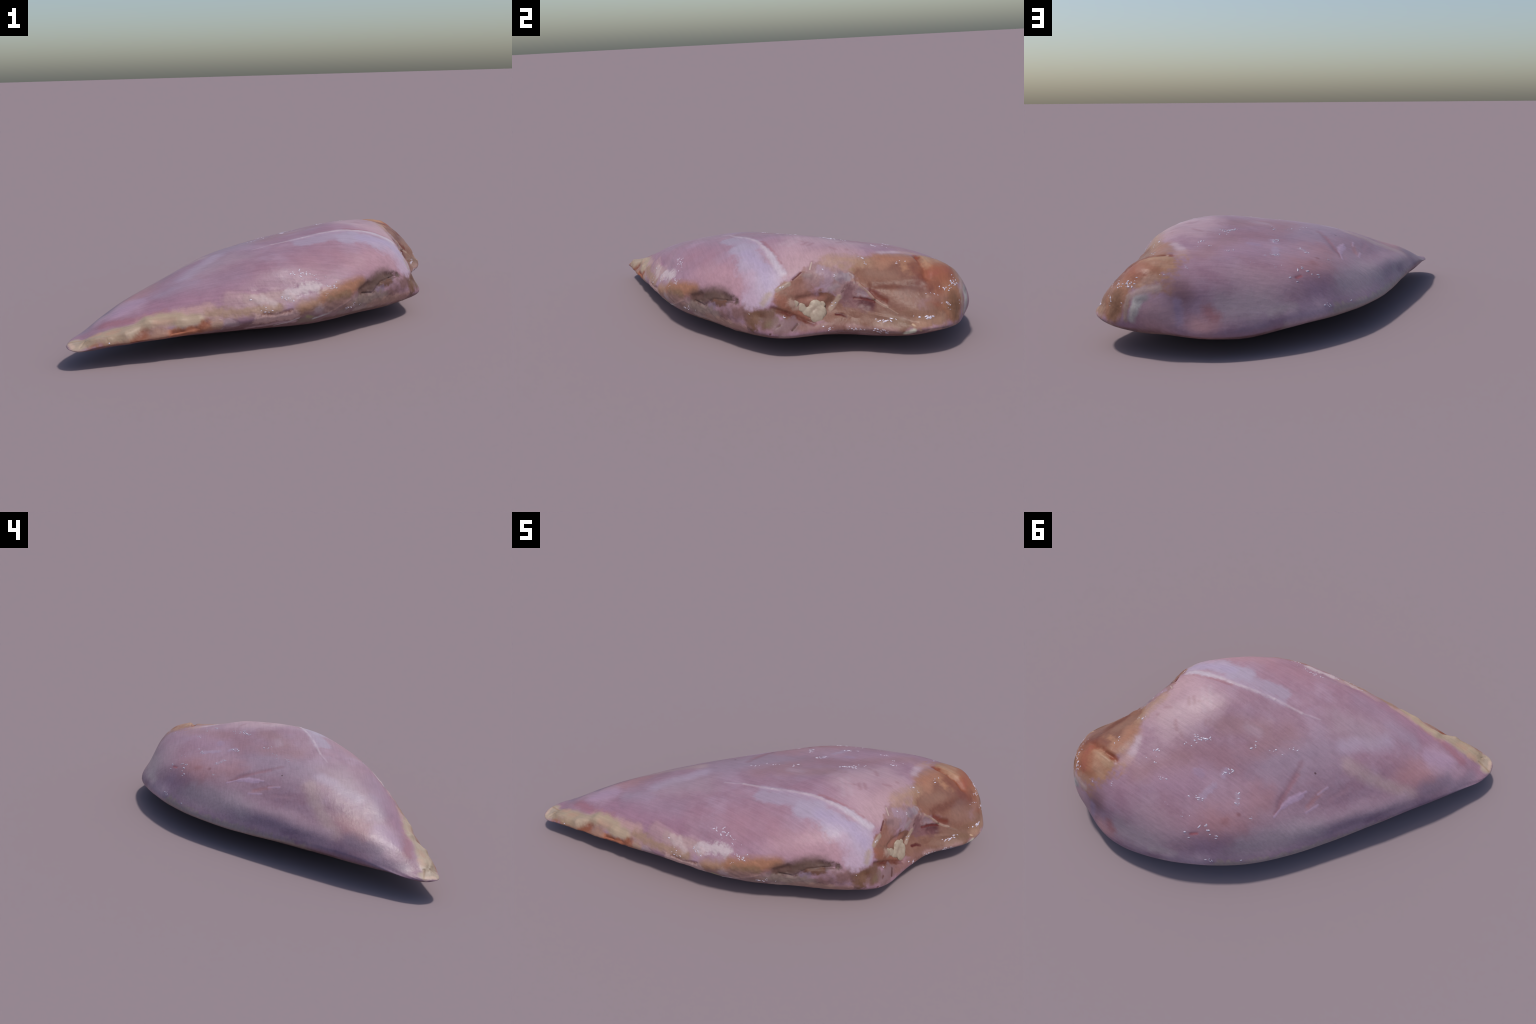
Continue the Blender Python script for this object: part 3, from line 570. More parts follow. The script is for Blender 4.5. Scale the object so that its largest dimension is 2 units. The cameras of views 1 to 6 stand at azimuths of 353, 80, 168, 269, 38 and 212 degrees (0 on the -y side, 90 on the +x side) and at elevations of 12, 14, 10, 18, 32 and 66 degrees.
# clusters of modelled beads: where, which way they run, how wide, how many, how big
GLINT_CLUSTERS = [
    dict(at=(0.138, -0.568, 0.327), along=(0.99, -0.12, -0.03), spread=(0.0880, 0.0246), count=24, size=0.0041),
    dict(at=(0.362, 0.164, 0.446), along=(-0.82, -0.57, 0.02), spread=(0.0928, 0.0246), count=21, size=0.0055),
    dict(at=(0.404, 0.227, 0.440), along=(-0.82, -0.57, 0.02), spread=(0.0382, 0.0109), count=4, size=0.0043),
    dict(at=(0.150, 0.604, 0.286), along=(-0.82, -0.57, 0.02), spread=(0.0047, 0.0119), count=2, size=0.0066),
    dict(at=(0.118, 0.605, 0.271), along=(-0.82, -0.57, 0.02), spread=(0.0038, 0.0038), count=1, size=0.0062),
    dict(at=(0.081, 0.518, 0.312), along=(-0.82, -0.57, 0.02), spread=(0.0236, 0.0142), count=5, size=0.0057),
    dict(at=(0.053, 0.525, 0.299), along=(-0.82, -0.57, 0.02), spread=(0.0118, 0.0142), count=3, size=0.0066),
    dict(at=(0.036, 0.537, 0.284), along=(-0.82, -0.57, 0.02), spread=(0.0028, 0.0028), count=1, size=0.0057),
    dict(at=(-0.003, 0.523, 0.272), along=(-0.82, -0.57, 0.02), spread=(0.0118, 0.0104), count=3, size=0.0062),
    dict(at=(0.507, 0.352, 0.427), along=(-0.82, -0.57, 0.02), spread=(0.0273, 0.0120), count=4, size=0.0055),
    dict(at=(0.496, 0.407, 0.415), along=(-0.82, -0.57, 0.02), spread=(0.0328, 0.0246), count=4, size=0.0049),
    dict(at=(0.137, 0.217, 0.395), along=(-0.82, -0.57, 0.02), spread=(0.0352, 0.0217), count=9, size=0.0049),
    dict(at=(0.383, 0.436, 0.397), along=(-0.82, -0.57, 0.02), spread=(0.0434, 0.0163), count=6, size=0.0049),
    dict(at=(0.014, 0.308, 0.354), along=(-0.82, -0.57, 0.02), spread=(0.0189, 0.0378), count=9, size=0.0042),
    dict(at=(0.171, 0.420, 0.362), along=(-0.82, -0.57, 0.02), spread=(0.0425, 0.0142), count=10, size=0.0043),
    dict(at=(-0.103, 0.335, 0.310), along=(-0.82, -0.57, 0.02), spread=(0.0213, 0.0142), count=4, size=0.0038),
    dict(at=(0.235, 0.444, 0.368), along=(-0.82, -0.57, 0.02), spread=(0.0071, 0.0038), count=2, size=0.0038),
    dict(at=(0.197, 0.536, 0.333), along=(-0.82, -0.57, 0.02), spread=(0.0213, 0.0142), count=4, size=0.0033),
    dict(at=(0.305, 0.539, 0.354), along=(-0.82, -0.57, 0.02), spread=(0.0119, 0.0095), count=2, size=0.0033),
    dict(at=(0.099, 0.037, 0.424), along=(-0.82, -0.57, 0.02), spread=(0.0145, 0.0174), count=3, size=0.0064),
    dict(at=(-0.026, -0.032, 0.412), along=(-0.82, -0.57, 0.02), spread=(0.0869, 0.0347), count=9, size=0.0046),
    dict(at=(0.093, 0.037, 0.422), along=(-0.82, -0.57, 0.02), spread=(0.0109, 0.0218), count=2, size=0.0065),
    dict(at=(-0.013, 0.622, 0.164), along=(-0.82, -0.57, 0.02), spread=(0.0241, 0.0120), count=3, size=0.0048),
    dict(at=(-0.162, 0.514, 0.150), along=(-0.82, -0.57, 0.02), spread=(0.0145, 0.0048), count=2, size=0.0043),
    dict(at=(-0.016, 0.623, 0.159), along=(-0.98, 0.21, -0.01), spread=(0.0285, 0.0095), count=3, size=0.0048),
    dict(at=(0.915, 0.279, 0.170), along=(0.18, 0.98, -0.05), spread=(0.0437, 0.0131), count=12, size=0.0052),
    dict(at=(0.975, 0.462, 0.190), along=(0.18, 0.98, -0.05), spread=(0.0640, 0.0102), count=13, size=0.0055),
    dict(at=(0.843, 0.637, 0.305), along=(0.18, 0.98, -0.05), spread=(0.0136, 0.0362), count=14, size=0.0041),
    dict(at=(0.898, 0.571, 0.287), along=(0.18, 0.98, -0.05), spread=(0.0386, 0.0089), count=8, size=0.0040),
    dict(at=(0.917, 0.500, 0.278), along=(0.18, 0.98, -0.05), spread=(0.0323, 0.0103), count=4, size=0.0039),
    dict(at=(0.693, 0.238, 0.413), along=(0.18, 0.98, -0.05), spread=(0.0240, 0.0090), count=4, size=0.0040),
    dict(at=(0.716, 0.239, 0.395), along=(0.18, 0.98, -0.05), spread=(0.0179, 0.0120), count=3, size=0.0030),
    dict(at=(0.918, 0.253, 0.126), along=(0.18, 0.98, -0.05), spread=(0.0437, 0.0146), count=21, size=0.0036),
    dict(at=(0.864, 0.152, 0.129), along=(0.18, 0.98, -0.05), spread=(0.0381, 0.0132), count=12, size=0.0036),
    dict(at=(0.741, 0.393, 0.388), along=(0.18, 0.98, -0.05), spread=(0.0060, 0.0030), count=2, size=0.0036),
    dict(at=(0.937, 0.571, 0.216), along=(0.18, 0.98, -0.05), spread=(0.0207, 0.0236), count=6, size=0.0030),
    dict(at=(0.727, 0.438, 0.394), along=(0.18, 0.98, -0.05), spread=(0.0393, 0.0151), count=4, size=0.0027),
    dict(at=(0.853, 0.623, 0.306), along=(-0.98, 0.21, -0.01), spread=(0.0520, 0.0137), count=16, size=0.0043),
    dict(at=(0.934, 0.562, 0.234), along=(-0.98, 0.21, -0.01), spread=(0.0167, 0.0195), count=4, size=0.0031),
    dict(at=(0.892, 0.646, 0.214), along=(-0.98, 0.21, -0.01), spread=(0.0109, 0.0191), count=3, size=0.0028),
    dict(at=(0.713, 0.667, 0.341), along=(-0.98, 0.21, -0.01), spread=(0.0162, 0.0068), count=3, size=0.0032),
    dict(at=(0.614, 0.621, 0.363), along=(-0.98, 0.21, -0.01), spread=(0.0219, 0.0247), count=4, size=0.0031),
    dict(at=(0.371, -0.556, 0.161), along=(0.18, 0.98, -0.05), spread=(0.0055, 0.0083), count=3, size=0.0028),
    dict(at=(0.411, -0.528, 0.155), along=(0.18, 0.98, -0.05), spread=(0.0082, 0.0055), count=3, size=0.0022),
    dict(at=(0.725, -0.310, 0.206), along=(0.18, 0.98, -0.05), spread=(0.0031, 0.0031), count=1, size=0.0031),
    dict(at=(0.269, -0.597, 0.273), along=(0.18, 0.98, -0.05), spread=(0.0168, 0.0070), count=6, size=0.0038),
    dict(at=(0.229, -0.627, 0.243), along=(0.18, 0.98, -0.05), spread=(0.0254, 0.0042), count=5, size=0.0025),
    dict(at=(0.773, 0.078, 0.234), along=(0.18, 0.98, -0.05), spread=(0.0168, 0.0140), count=3, size=0.0044),
    dict(at=(0.724, -0.156, 0.323), along=(0.18, 0.98, -0.05), spread=(0.0195, 0.0084), count=3, size=0.0044),
    dict(at=(0.724, 0.047, 0.382), along=(0.18, 0.98, -0.05), spread=(0.0112, 0.0056), count=2, size=0.0045),
    dict(at=(0.747, 0.098, 0.362), along=(0.18, 0.98, -0.05), spread=(0.0042, 0.0070), count=2, size=0.0039),
    dict(at=(0.785, -0.147, 0.193), along=(0.18, 0.98, -0.05), spread=(0.0139, 0.0083), count=3, size=0.0034),
    dict(at=(0.840, 0.029, 0.138), along=(0.18, 0.98, -0.05), spread=(0.0333, 0.0139), count=6, size=0.0037),
    dict(at=(-0.803, -0.795, 0.119), along=(0.99, -0.12, -0.03), spread=(0.0122, 0.0042), count=2, size=0.0049),
    dict(at=(-0.146, -0.672, 0.245), along=(0.99, -0.12, -0.03), spread=(0.0040, 0.0048), count=1, size=0.0048),
    dict(at=(0.034, -0.664, 0.235), along=(0.99, -0.12, -0.03), spread=(0.0361, 0.0160), count=12, size=0.0032),
    dict(at=(-0.088, -0.700, 0.206), along=(0.99, -0.12, -0.03), spread=(0.0357, 0.0198), count=10, size=0.0032),
    dict(at=(0.350, -0.567, 0.157), along=(0.99, -0.12, -0.03), spread=(0.0292, 0.0125), count=8, size=0.0038),
    dict(at=(0.247, -0.603, 0.272), along=(0.99, -0.12, -0.03), spread=(0.0368, 0.0074), count=16, size=0.0033),
]

# fat lobes in the socket: centre, radius, how far it stands out
FAT_LOBES = [
    ((0.768, -0.006, 0.228), 0.0308, 0.3),
    ((0.781, 0.011, 0.201), 0.0336, 0.32),
    ((0.776, -0.027, 0.206), 0.0307, 0.3),
    ((0.792, -0.006, 0.185), 0.0321, 0.28),
    ((0.769, -0.070, 0.229), 0.0209, 0.2),
    ((0.766, -0.100, 0.249), 0.0184, 0.15),
    ((0.768, 0.027, 0.233), 0.0168, 0.28),
    ((0.774, -0.052, 0.211), 0.0209, 0.25),
]


# ------------------------------------------------------------------ lofting
def natural_weights(t, te):
    """Weights of a natural cubic spline through knots t, evaluated at te."""
    n = len(t)
    h = np.diff(t)
    a, b = np.zeros((n, n)), np.zeros((n, n))
    a[0, 0] = a[-1, -1] = 1
    for i in range(1, n - 1):
        a[i, i - 1], a[i, i], a[i, i + 1] = h[i - 1], 2 * (h[i - 1] + h[i]), h[i]
        b[i, i - 1], b[i, i], b[i, i + 1] = 6 / h[i - 1], -6 / h[i - 1] - 6 / h[i], 6 / h[i]
    m2 = np.linalg.solve(a, b)
    k = np.clip(np.searchsorted(t, te, side='right') - 1, 0, n - 2)
    hh = h[k]
    u, v = (t[k + 1] - te) / hh, (te - t[k]) / hh
    w = np.zeros((len(te), n))
    r = np.arange(len(te))
    w[r, k] += u
    w[r, k + 1] += v
    return w + ((u ** 3 - u) * hh ** 2 / 6)[:, None] * m2[k] + ((v ** 3 - v) * hh ** 2 / 6)[:, None] * m2[k + 1]


def body_rings():
    n = len(SECTIONS[0]['y'])
    rings = [np.tile(np.array(TIP_POINT), (n, 1))]
    for s in SECTIONS:
        rings.append(np.stack([np.full(n, s['x']), s['y'], s['z']], 1))
    c, last = np.array(END_CENTRE), rings[-1]
    for f in END_FAN:
        a = math.radians(f['angle'])
        d = (last - c) * math.cos(a)
        d[:, 0] = END_SPAN * math.sin(a)
        rings.append(c + d * np.array(f['reach'])[:, None])
    rings.append(np.tile(c + np.array([END_SPAN * END_POLE, 0, 0]), (n, 1)))
    return np.array(rings)


AROUND = 640
PER_METRE = 280


def loft():
    r = body_rings()
    step = np.linalg.norm(np.diff(r, axis=0), axis=2)
    # chord used for spacing: blend of mean and largest travel between rings
    chord = .5 * step.mean(1) + .5 * step.max(1)
    t = np.r_[0, np.cumsum(chord)]
    te = np.concatenate([np.linspace(t[i], t[i + 1], max(6, int(chord[i] * PER_METRE)), endpoint=False)
                         for i in range(len(t) - 1)] + [[t[-1]]])
    ws = natural_weights(t, te)
    n = r.shape[1]
    tp = np.arange(-n, 2 * n + 1.0)
    w3 = natural_weights(tp, np.arange(AROUND) / AROUND * n)
    wa = np.zeros((AROUND, n))
    for j in range(len(tp)):
        wa[:, int(tp[j]) % n] += w3[:, j]
    return np.einsum('si,aj,ijk->sak', ws, wa, r)


def closed_skin(grid):
    """Grid of rings -> vertices and faces with single pole vertices."""
    s, a, _ = grid.shape
    verts = np.vstack([grid[0, :1], grid[1:-1].reshape(-1, 3), grid[-1, :1]])
    faces = []
    for j in range(a):
        faces.append((0, 1 + (j + 1) % a, 1 + j))
    for i in range(s - 3):
        o = 1 + i * a
        for j in range(a):
            k = (j + 1) % a
            faces.append((o + j, o + k, o + a + k, o + a + j))
    o, end = 1 + (s - 3) * a, len(verts) - 1
    for j in range(a):
        faces.append((o + j, o + (j + 1) % a, end))
    return verts, faces


def vertex_normals(verts, faces):
    q = np.array([f if len(f) == 4 else f + (f[2],) for f in faces])
    fn = np.cross(verts[q[:, 2]] - verts[q[:, 0]], verts[q[:, 3]] - verts[q[:, 1]])
    tri = q[:, 2] == q[:, 3]
    fn[tri] = np.cross(verts[q[tri, 1]] - verts[q[tri, 0]], verts[q[tri, 2]] - verts[q[tri, 0]])
    nrm = np.zeros_like(verts)
    for k in range(3):
        nrm[:, k] = sum(np.bincount(q[:, j], fn[:, k], len(verts)) for j in range(4))
    return nrm / (np.linalg.norm(nrm, axis=1, keepdims=True) + 1e-12)


def relax(verts, a, rounds):
    """Iron small spline ripples: average along and around the ring grid."""
    g = verts[1:-1].reshape(-1, a, 3)
    for _ in range(rounds):
        m = g.copy()
        m[1:-1] = .5 * g[1:-1] + .125 * (g[2:] + g[:-2]) + .125 * (np.roll(g, 1, 1) + np.roll(g, -1, 1))[1:-1]
        g = m
    verts[1:-1] = g.reshape(-1, 3)
    return verts


# ------------------------------------------------------------------ regions and relief
def segments(pts):
    if len(pts) == 1:
        return [(pts[0], pts[0])]
    return list(zip(pts[:-1], pts[1:]))


BLOCK = 1024


def reach_to(verts, pts, limit=.35):
    """Distance from every vertex to a polyline (9 where it is further than the limit)."""
    best = np.full(len(verts), 9.0)
    if not len(verts):
        return best
    key = (verts.shape, float(verts[0, 0]), float(verts[-1, 1]))
    if key not in _boxes:
        cuts = np.arange(0, len(verts), BLOCK)
        _boxes[key] = (cuts, np.minimum.reduceat(verts, cuts), np.maximum.reduceat(verts, cuts))
    cuts, blo, bhi = _boxes[key]
    for a, b in segments(pts):
        a, b = np.array(a), np.array(b)
        ab = b - a
        den = max(ab @ ab, 1e-9)
        lo, hi = np.minimum(a, b) - limit, np.maximum(a, b) + limit
        for c in cuts[((bhi > lo) & (blo < hi)).all(1)]:
            v = verts[c:c + BLOCK]
            h = np.clip(((v - a) @ ab) / den, 0, 1)
            d = np.sqrt((((v - a) - h[:, None] * ab) ** 2).sum(1))
            best[c:c + BLOCK] = np.minimum(best[c:c + BLOCK], d)
    return best


_boxes = {}


# how far each kind of patch stands proud of (+) or sinks into (-) the flesh, metres
RELIEF = dict(furrow=-.001, loose_membrane=.001, red_dent=-.0018, tendon=.002, red_seam=-.001,
              red_pocket=-.010, tan_lip=.004, red_brown=-.004, brown_hollow=-.008, slit=-.0035, sinew=.003,
              knob_crease=-.006, knob_orange=.004, knob_pale=.002, second_window=-.005, mauve_window=.002, brown_window=-.008,
              corner_brown=-.004, rib_line=-.0025, pink_ribs=.002, under_red=-.006, ochre_rim=.004, knob_pink=.003, orange_flesh=.003,
              small_fat=.005, cartilage=.001, cartilage_crack=-.002, cartilage_frame=.001, fat=.009,
              fat_shade=-.004, red_trim=-.006, trim_tan=.002, frill=.003, frill_pale=.002, white_fat=.004,
              trim_gap=-.003, trim_orange=.002, lilac_vein=.002, cavity=-.008, cavity_dark=-.006,
              cavity_floor=.003, pink_panel=.003, loose=0)


def lattice(i, seed):
    """Repeatable pseudo-random value in -1..1 for whole-number lattice points."""
    i = i.astype(np.int64)
    h = (i[..., 0] * 73856093) ^ (i[..., 1] * 19349663) ^ (i[..., 2] * 83492791) ^ (seed * 2654435761)
    h = (h ^ (h >> 13)) * 1274126177 & 0xffffffff
    return ((h ^ (h >> 16)) & 0xffff) / 32767.5 - 1


def noise_at(verts, scale, depth=3, seed=1):
    """Fractal value noise at every vertex."""
    total, gain = np.zeros(len(verts)), 1.0
    for k in range(depth):
        p = verts * scale * 2 ** k + 11.3 * k
        i = np.floor(p)
        f = p - i
        f = f * f * f * (f * (f * 6 - 15) + 10)
        v = 0
        for dx in (0, 1):
            for dy in (0, 1):
                for dz in (0, 1):
                    w = (f[:, 0] if dx else 1 - f[:, 0]) * (f[:, 1] if dy else 1 - f[:, 1]) * (f[:, 2] if dz else 1 - f[:, 2])
                    v = v + w * lattice(i + (dx, dy, dz), seed + k)
        total += v * gain
        gain *= .5
    return total


def add_relief(verts, nrm):
    lift = np.zeros(len(verts))
    for p in PATCHES:
        h = RELIEF.get(p['kind'], 0)
        if h:
            lift += h * np.exp(-1.1 * (reach_to(verts, p['line'], p['r'] * 2.2) / p['r']) ** 2)
    cut = region_weight(verts, ('cut_flesh', 'cut_base', 'knob'))
    trim = region_weight(verts, TRIM)
    body = noise_at(verts, 5.0, 2, 1) * .0022
    lumps = noise_at(verts, 22.0, 4, 5)
    lift += body + lumps * (.0003 + .0011 * cut + .0017 * trim)
    keep = np.clip((verts[:, 0] + 1.0) / .12, .15, 1)
    return verts + nrm * (lift * keep)[:, None]


def region_weight(verts, kinds):
    w = np.zeros(len(verts))
    for p in PATCHES:
        if p['kind'] in kinds:
            w = np.maximum(w, np.clip((p['r'] * 1.15 - reach_to(verts, p['line'], p['r'] * 1.3)) / (p['r'] * .3), 0, 1))
    return w


TRIM = ('trim_tan', 'trim_base', 'trim_under', 'trim_orange', 'trim_gap', 'trim_mauve', 'trim_grey', 'trim_lilac', 'trim_hem', 'cavity',
        'cavity_dark', 'pink_panel', 'frill', 'white_fat', 'red_trim', 'trim_shadow', 'trim_green')


def smooth_pole(verts):
    """Blend the middle of the cut face towards one quadratic sheet."""
    p0 = verts[-1].copy()
    d = np.hypot(verts[:, 1] - p0[1], verts[:, 2] - p0[2])
    k = np.where((d < .13) & (verts[:, 0] > .6))[0]
    y, z = verts[k, 1] - p0[1], verts[k, 2] - p0[2]
    m = np.stack([np.ones_like(y), y, z, y * y, y * z, z * z], 1)
    area = np.maximum(d[k], .004)[:, None] ** .5
    c = np.linalg.lstsq(m * area, verts[k, 0] * area[:, 0], rcond=None)[0]
    w = np.clip(1 - d[k] / .12, 0, 1)
    w = w * w * (3 - 2 * w)
    verts[k, 0] += np.minimum(1, w * 1.4) * (m @ c - verts[k, 0])
    return verts


# ------------------------------------------------------------------ materials
class Graph:
    def __init__(self, name, tree=None):
        if tree is None:
            self.mat = bpy.data.materials.new(name)
            self.mat.use_nodes = True
            tree = self.mat.node_tree
            tree.nodes.clear()
        self.t = tree

    def node(self, kind, **kw):
        n = self.t.nodes.new(kind)
        for k, v in kw.items():
            setattr(n, k, v)
        return n

    def put(self, socket, v):
        if isinstance(v, bpy.types.NodeSocket):
            self.t.links.new(v, socket)
        elif isinstance(v, (tuple, list)) and len(socket.default_value) == 4 and len(v) == 3:
            socket.default_value = (*v, 1)
        else:
            socket.default_value = v

    def math(self, op, a, b=None, c=None):
        n = self.node('ShaderNodeMath', operation=op)
        for i, v in enumerate((a, b, c)):
            if v is not None:
                self.put(n.inputs[i], v)
        return n.outputs[0]

    def vec(self, op, a, b=None, c=None):
        n = self.node('ShaderNodeVectorMath', operation=op)
        for i, v in enumerate((a, b, c)):
            if v is not None:
                self.put(n.inputs[i], v)
        return n.outputs['Value' if op in ('DOT_PRODUCT', 'DISTANCE', 'LENGTH') else 'Vector']

    def mix(self, f, a, b, blend='MIX'):
        n = self.node('ShaderNodeMix', data_type='RGBA', blend_type=blend)
        self.put(n.inputs[0], f)
        self.put(n.inputs[6], a)
        self.put(n.inputs[7], b)
        return n.outputs[2]

    def noise(self, p, scale, detail=2.0, rough=.5, out='Factor'):
        n = self.node('ShaderNodeTexNoise')
        self.put(n.inputs['Vector'], p)
        n.inputs['Scale'].default_value = scale
        n.inputs['Detail'].default_value = detail
        n.inputs['Roughness'].default_value = rough
        return n.outputs[1 if out == 'Color' else 0]

    def ramp(self, v, lo, hi, a=0.0, b=1.0):
        n = self.node('ShaderNodeMapRange', interpolation_type='SMOOTHSTEP', clamp=False)
        for i, x in enumerate((v, lo, hi, a, b)):
            self.put(n.inputs[i], x)
        return n.outputs[0]

    def stretch(self, p, rot, scale):
        n = self.node('ShaderNodeMapping')
        self.put(n.inputs['Vector'], p)
        n.inputs['Rotation'].default_value = rot
        n.inputs['Scale'].default_value = scale
        return n.outputs[0]

    def scaled(self, v, k):
        n = self.node('ShaderNodeVectorMath', operation='SCALE')
        self.put(n.inputs[0], v)
        self.put(n.inputs['Scale'], k)
        return n.outputs['Vector']

    def line_distance(self, p, pts):
        out = None
        for a, b in segments(pts):
            ab = Vector(b) - Vector(a)
            if ab.length < 1e-6:
                d = self.vec('DISTANCE', p, a)
            else:
                k = ab / ab.length_squared
                pa = self.vec('SUBTRACT', p, a)
                c = self.node('ShaderNodeClamp')
                self.put(c.inputs[0], self.vec('DOT_PRODUCT', pa, tuple(k)))
                h = c.outputs[0]
                d = self.vec('DISTANCE', pa, self.scaled(tuple(ab), h))
            out = d if out is None else self.math('MINIMUM', out, d)
        return out


FLESH = (.305, .178, .225)
FLESH_DARK = (.285, .158, .204)
FLESH_PALE = (.345, .235, .300)
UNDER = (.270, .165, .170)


def touches(p, verts):
    """Does this patch of colour come near any of these vertices?"""
    far = p['r'] * (1 + p['soft']) + p['r'] * .8 * p['warp']
    l = np.array(p['line'])
    if (l.max(0) + far < verts.min(0)).any() or (l.min(0) - far > verts.max(0)).any():
        return False
    return reach_to(verts, p['line'], far + .02).min() < far + .01


def patch_group(name, patches):
    """Node group that lays a handful of patches over the colour coming in."""
    t = bpy.data.node_groups.new(name + "_patches", 'ShaderNodeTree')
    for n, kind in (("Position", 'Vector'), ("Slow", 'Vector'), ("Quick", 'Vector'), ("Colour", 'Color')):
        t.interface.new_socket(n, in_out='INPUT', socket_type='NodeSocket' + kind)
    t.interface.new_socket("Colour", in_out='OUTPUT', socket_type='NodeSocketColor')
    t.interface.new_socket("Position", in_out='OUTPUT', socket_type='NodeSocketVector')
    g = Graph(name, t)
    pos, slow, quick, col = g.node('NodeGroupInput').outputs[:4]
    for p in patches:
        w, q = p['r'] * p['warp'], pos
        if w > 0:
            q = g.vec('MULTIPLY_ADD', slow if p['r'] > .03 else quick, (1.9 * w,) * 3, pos)
            if p['r'] > .03:
                q = g.vec('MULTIPLY_ADD', quick, (.6 * w,) * 3, q)
        d = g.line_distance(q, p['line'])
        f = g.ramp(d, p['r'] * (1 + p['soft']), p['r'] * (1 - p['soft']), 0.0, p['alpha'])
        col = g.mix(f, col, p['colour'])
        # chain the patches one after another, so the renderer never holds them all at once
        pos = g.vec('MULTIPLY_ADD', col, (1e-7,) * 3, pos)
    out = g.node('NodeGroupOutput')
    g.put(out.inputs[0], col)
    g.put(out.inputs[1], pos)
    return t


def meat(name, verts, wet):
    """Flesh colour: mottled base, then every patch of colour that comes near this part."""
    g = Graph(name)
    pos = g.node('ShaderNodeTexCoord').outputs['Object']
    half = (-.5, -.5, -.5)
    slow = g.vec('ADD', g.noise(pos, 6.0, 3.0, .6, 'Color'), half)
    quick = g.vec('ADD', g.noise(pos, 38.0, 4.0, .6, 'Color'), half)
    fibre = g.noise(g.stretch(pos, (0, 0, math.radians(-22)), (4, 90, 50)), 1.0, 4.0, .6)
    mottle = g.noise(pos, 14.0, 5.0, .62)
    speck = g.noise(pos, 130.0, 3.0, .6)
    col = g.mix(g.ramp(mottle, .36, .62), FLESH_DARK, FLESH)
    col = g.mix(g.math('MULTIPLY', g.ramp(g.noise(pos, 4.5, 4.0, .6), .45, .7), .55), col, FLESH_PALE)
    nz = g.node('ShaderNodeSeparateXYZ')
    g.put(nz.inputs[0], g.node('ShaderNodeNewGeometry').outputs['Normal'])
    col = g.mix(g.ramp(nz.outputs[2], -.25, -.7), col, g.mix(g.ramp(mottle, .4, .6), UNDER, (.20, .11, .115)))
    at = pos
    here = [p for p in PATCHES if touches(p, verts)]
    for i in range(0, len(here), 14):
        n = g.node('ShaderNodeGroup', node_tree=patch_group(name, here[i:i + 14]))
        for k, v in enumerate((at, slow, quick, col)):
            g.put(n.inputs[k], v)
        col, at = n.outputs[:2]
    # fine fibre grain and mottling over everything
    v = g.math('MULTIPLY_ADD', g.math('SUBTRACT', fibre, .5), .42, 1.0)
    v = g.math('MULTIPLY_ADD', g.math('SUBTRACT', mottle, .5), .14, v)
    v = g.math('MULTIPLY_ADD', g.math('SUBTRACT', speck, .5), .16, v)
    col = g.scaled(col, v)
    bs = g.node('ShaderNodeBsdfPrincipled')
    g.put(bs.inputs['Base Color'], col)
    g.put(bs.inputs['Roughness'], g.ramp(mottle, .3, .7, wet - .04, wet + .06))
    bs.inputs['Specular IOR Level'].default_value = .22
    h = g.math('MULTIPLY_ADD', fibre, .35, g.math('MULTIPLY', g.noise(pos, 60.0, 3.0), .6))
    b = g.node('ShaderNodeBump')
    b.inputs['Strength'].default_value = .35
    b.inputs['Distance'].default_value = .004
    g.put(b.inputs['Height'], h)
    g.put(bs.inputs['Normal'], b.outputs[0])
    out = g.node('ShaderNodeOutputMaterial')
    g.t.links.new(bs.outputs[0], out.inputs[0])
    return g.mat


def plain(name, a, b, scale, rough, bump=.3):
    g = Graph(name)
    pos = g.node('ShaderNodeTexCoord').outputs['Object']
    n = g.noise(pos, scale, 4.0, .6)
    bs = g.node('ShaderNodeBsdfPrincipled')
    g.put(bs.inputs['Base Color'], g.mix(g.ramp(n, .35, .65), a, b))
    bs.inputs['Roughness'].default_value = rough
    bp = g.node('ShaderNodeBump')
    bp.inputs['Strength'].default_value = bump
    bp.inputs['Distance'].default_value = .003
    g.put(bp.inputs['Height'], g.noise(pos, scale * 3, 3.0))
    g.put(bs.inputs['Normal'], bp.outputs[0])
    out = g.node('ShaderNodeOutputMaterial')
    g.t.links.new(bs.outputs[0], out.inputs[0])
    return g.mat


# ------------------------------------------------------------------ build
def link(name, mesh, parent):
    o = bpy.data.objects.new(name, mesh)
    bpy.context.collection.objects.link(o)
    o.parent = parent
    return o


breast = bpy.data.objects.new("chicken_breast", None)
bpy.context.collection.objects.link(breast)
breast["label"] = "raw skinless pink chicken breast fillet with trimmed fatty edge"
breast["category"] = "raw meat"

grid = loft()
verts, faces = closed_skin(grid)
verts = relax(verts, AROUND, 10)
verts = smooth_pole(verts)
verts = add_relief(verts, vertex_normals(verts, faces))
verts[:, 2] -= verts[:, 2].min()
normals = vertex_normals(verts, faces)

quad = np.array([f if len(f) == 4 else f + (f[2],) for f in faces])
centre = verts[quad].mean(1)
region = np.zeros(len(faces), int)
PARTS = [("breast_muscle", .42), ("underside", .55), ("wing_joint_face", .44), ("trimmed_edge", .52),
         ("fat_edge", .46), ("silverskin", .42), ("tendon", .42)]
fz = normals[quad].mean(1)[:, 2]
region[fz < -.45] = 1
region[region_weight(centre, ('cut_flesh', 'cut_base', 'knob', 'corner_olive', 'bottom_pink', 'pink_ribs')) > .4] = 2
t = region_weight(centre, TRIM) > .4
region[t & (region != 2) & (fz > -.45)] = 3
region[(region_weight(centre, ('fat',)) > .4) & (fz > -.45)] = 4
region[region_weight(centre, ('silverskin', 'silverskin_lilac')) > .5] = 5
region[region_weight(centre, ('tendon',)) > .5] = 6

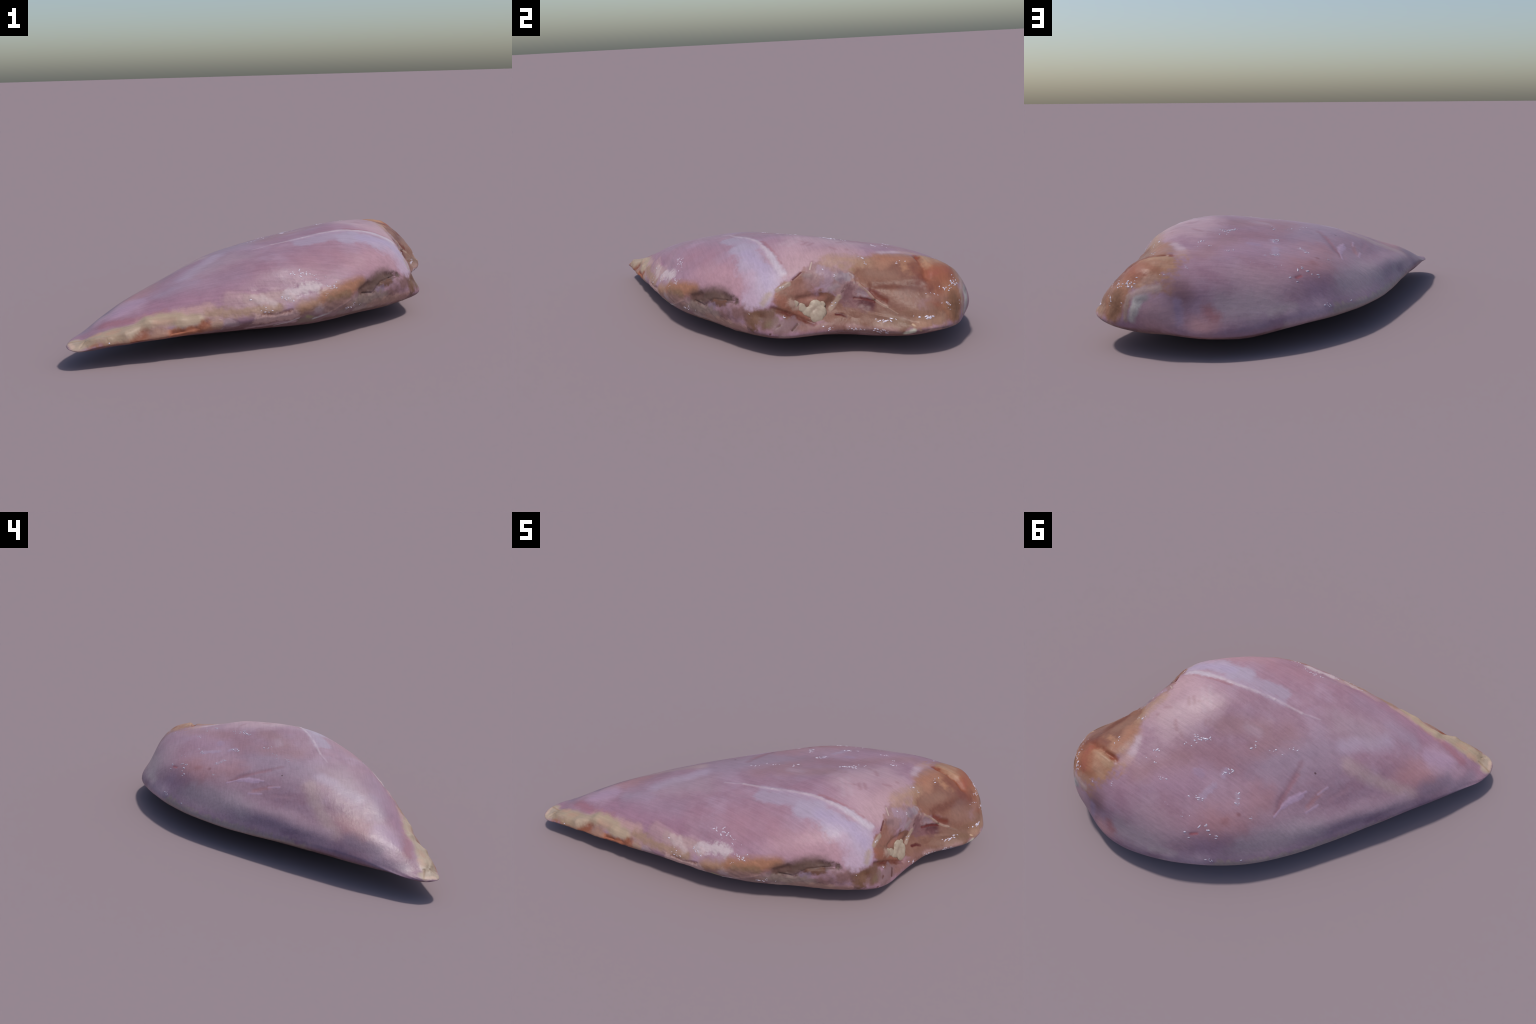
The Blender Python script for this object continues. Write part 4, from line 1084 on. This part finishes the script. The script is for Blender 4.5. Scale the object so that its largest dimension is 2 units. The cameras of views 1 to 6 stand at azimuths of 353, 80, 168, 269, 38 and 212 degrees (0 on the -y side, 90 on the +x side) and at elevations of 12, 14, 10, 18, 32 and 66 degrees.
for i, (name, wet) in enumerate(PARTS):
    ids = np.where(region == i)[0]
    used, back = np.unique(quad[ids], return_inverse=True)
    back = back.reshape(-1, 4)
    me = bpy.data.meshes.new(name)
    me.from_pydata(verts[used].tolist(), [], [tuple(b) if b[2] != b[3] else tuple(b[:3]) for b in back.tolist()])
    me.polygons.foreach_set("use_smooth", [True] * len(me.polygons))
    me.update()
    me.normals_split_custom_set_from_vertices(normals[used].tolist())
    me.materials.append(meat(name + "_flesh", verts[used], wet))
    link(name, me, breast)


# cluster of fat tucked in the socket of the cut end: lobes fused by a remesh
def fat_lump(lobes):
    bm = bmesh.new()
    for at, r, deep in lobes:
        made = bmesh.ops.create_icosphere(bm, subdivisions=4, radius=1)['verts']
        seed = Vector(at) * 40
        n = Vector((.93, -.12, .30)).normalized()
        for v in made:
            p = v.co * r * (1 + .12 * noise.fractal(v.co * 1.3 + seed, 1.0, 2.0, 4))
            along = p.dot(n)
            v.co = Vector(at) + p + n * (along * (deep - 1) + r * deep * .12)
    me = bpy.data.meshes.new("fat_lump")
    bm.to_mesh(me)
    bm.free()
    tmp = bpy.data.objects.new("fat_build", me)
    bpy.context.collection.objects.link(tmp)
    m = tmp.modifiers.new("fuse", 'REMESH')
    m.mode, m.voxel_size = 'VOXEL', .0016
    s = tmp.modifiers.new("soften", 'SMOOTH')
    s.iterations = 26
    me = bpy.data.meshes.new_from_object(tmp.evaluated_get(bpy.context.evaluated_depsgraph_get()))
    bpy.data.objects.remove(tmp)
    me.name = "fat_lump"
    me.polygons.foreach_set("use_smooth", [True] * len(me.polygons))
    me.materials.clear()
    me.materials.append(plain("cream_fat", (.27, .195, .145), (.35, .28, .21), 22, .48, .15))
    return link("fat_lump", me, breast)


fat_lump(FAT_LOBES)


# beads built as flat pale blobs for highlights baked into the texture
tree = kdtree.KDTree(len(verts[::2]))
for i, v in enumerate(verts[::2].tolist()):
    tree.insert(v, i * 2)
tree.balance()


def nearest(p):
    return tree.find(p)[1]


def glint_flecks(clusters):
    rng = np.random.default_rng(11)
    bm = bmesh.new()
    for c in clusters:
        i = nearest(c['at'])
        n = Vector(normals[i])
        along = Vector(c['along'])
        along = (along - n * along.dot(n)).normalized()
        side = n.cross(along)
        for _ in range(c['count']):
            u, w = rng.normal(0, .5, 2)
            q = Vector(verts[i]) + along * float(u) * c['spread'][0] + side * float(w) * c['spread'][1]
            k = nearest(q)
            nn = Vector(normals[k])
            x = (along - nn * along.dot(nn)).normalized()
            y = nn.cross(x)
            s = c['size'] * float(rng.uniform(.45, 1.25))
            turn = float(rng.normal(0, .5))
            x, y = x * math.cos(turn) + y * math.sin(turn), y * math.cos(turn) - x * math.sin(turn)
            r = bmesh.ops.create_icosphere(bm, subdivisions=2, radius=1)
            lx, ly = s * float(rng.uniform(.8, 1.9)), s * float(rng.uniform(.45, .8))
            base = Vector(verts[k])
            sd = float(rng.uniform(0, 90))
            for v in r['verts']:
                p = v.co * (1 + .35 * noise.noise(v.co * 1.6 + Vector((sd, 0, 0))))
                v.co = base + x * p.x * lx + y * p.y * ly + nn * p.z * s * .30
    me = bpy.data.meshes.new("modelled_glint")
    bm.to_mesh(me)
    bm.free()
    me.polygons.foreach_set("use_smooth", [True] * len(me.polygons))
    me.materials.append(plain("painted_glint", (.48, .42, .50), (.60, .54, .62), 90, .25, .1))
    o = link("modelled_glint", me, breast)
    o["kind"] = "stuff"
    return o


glint_flecks(GLINT_CLUSTERS)
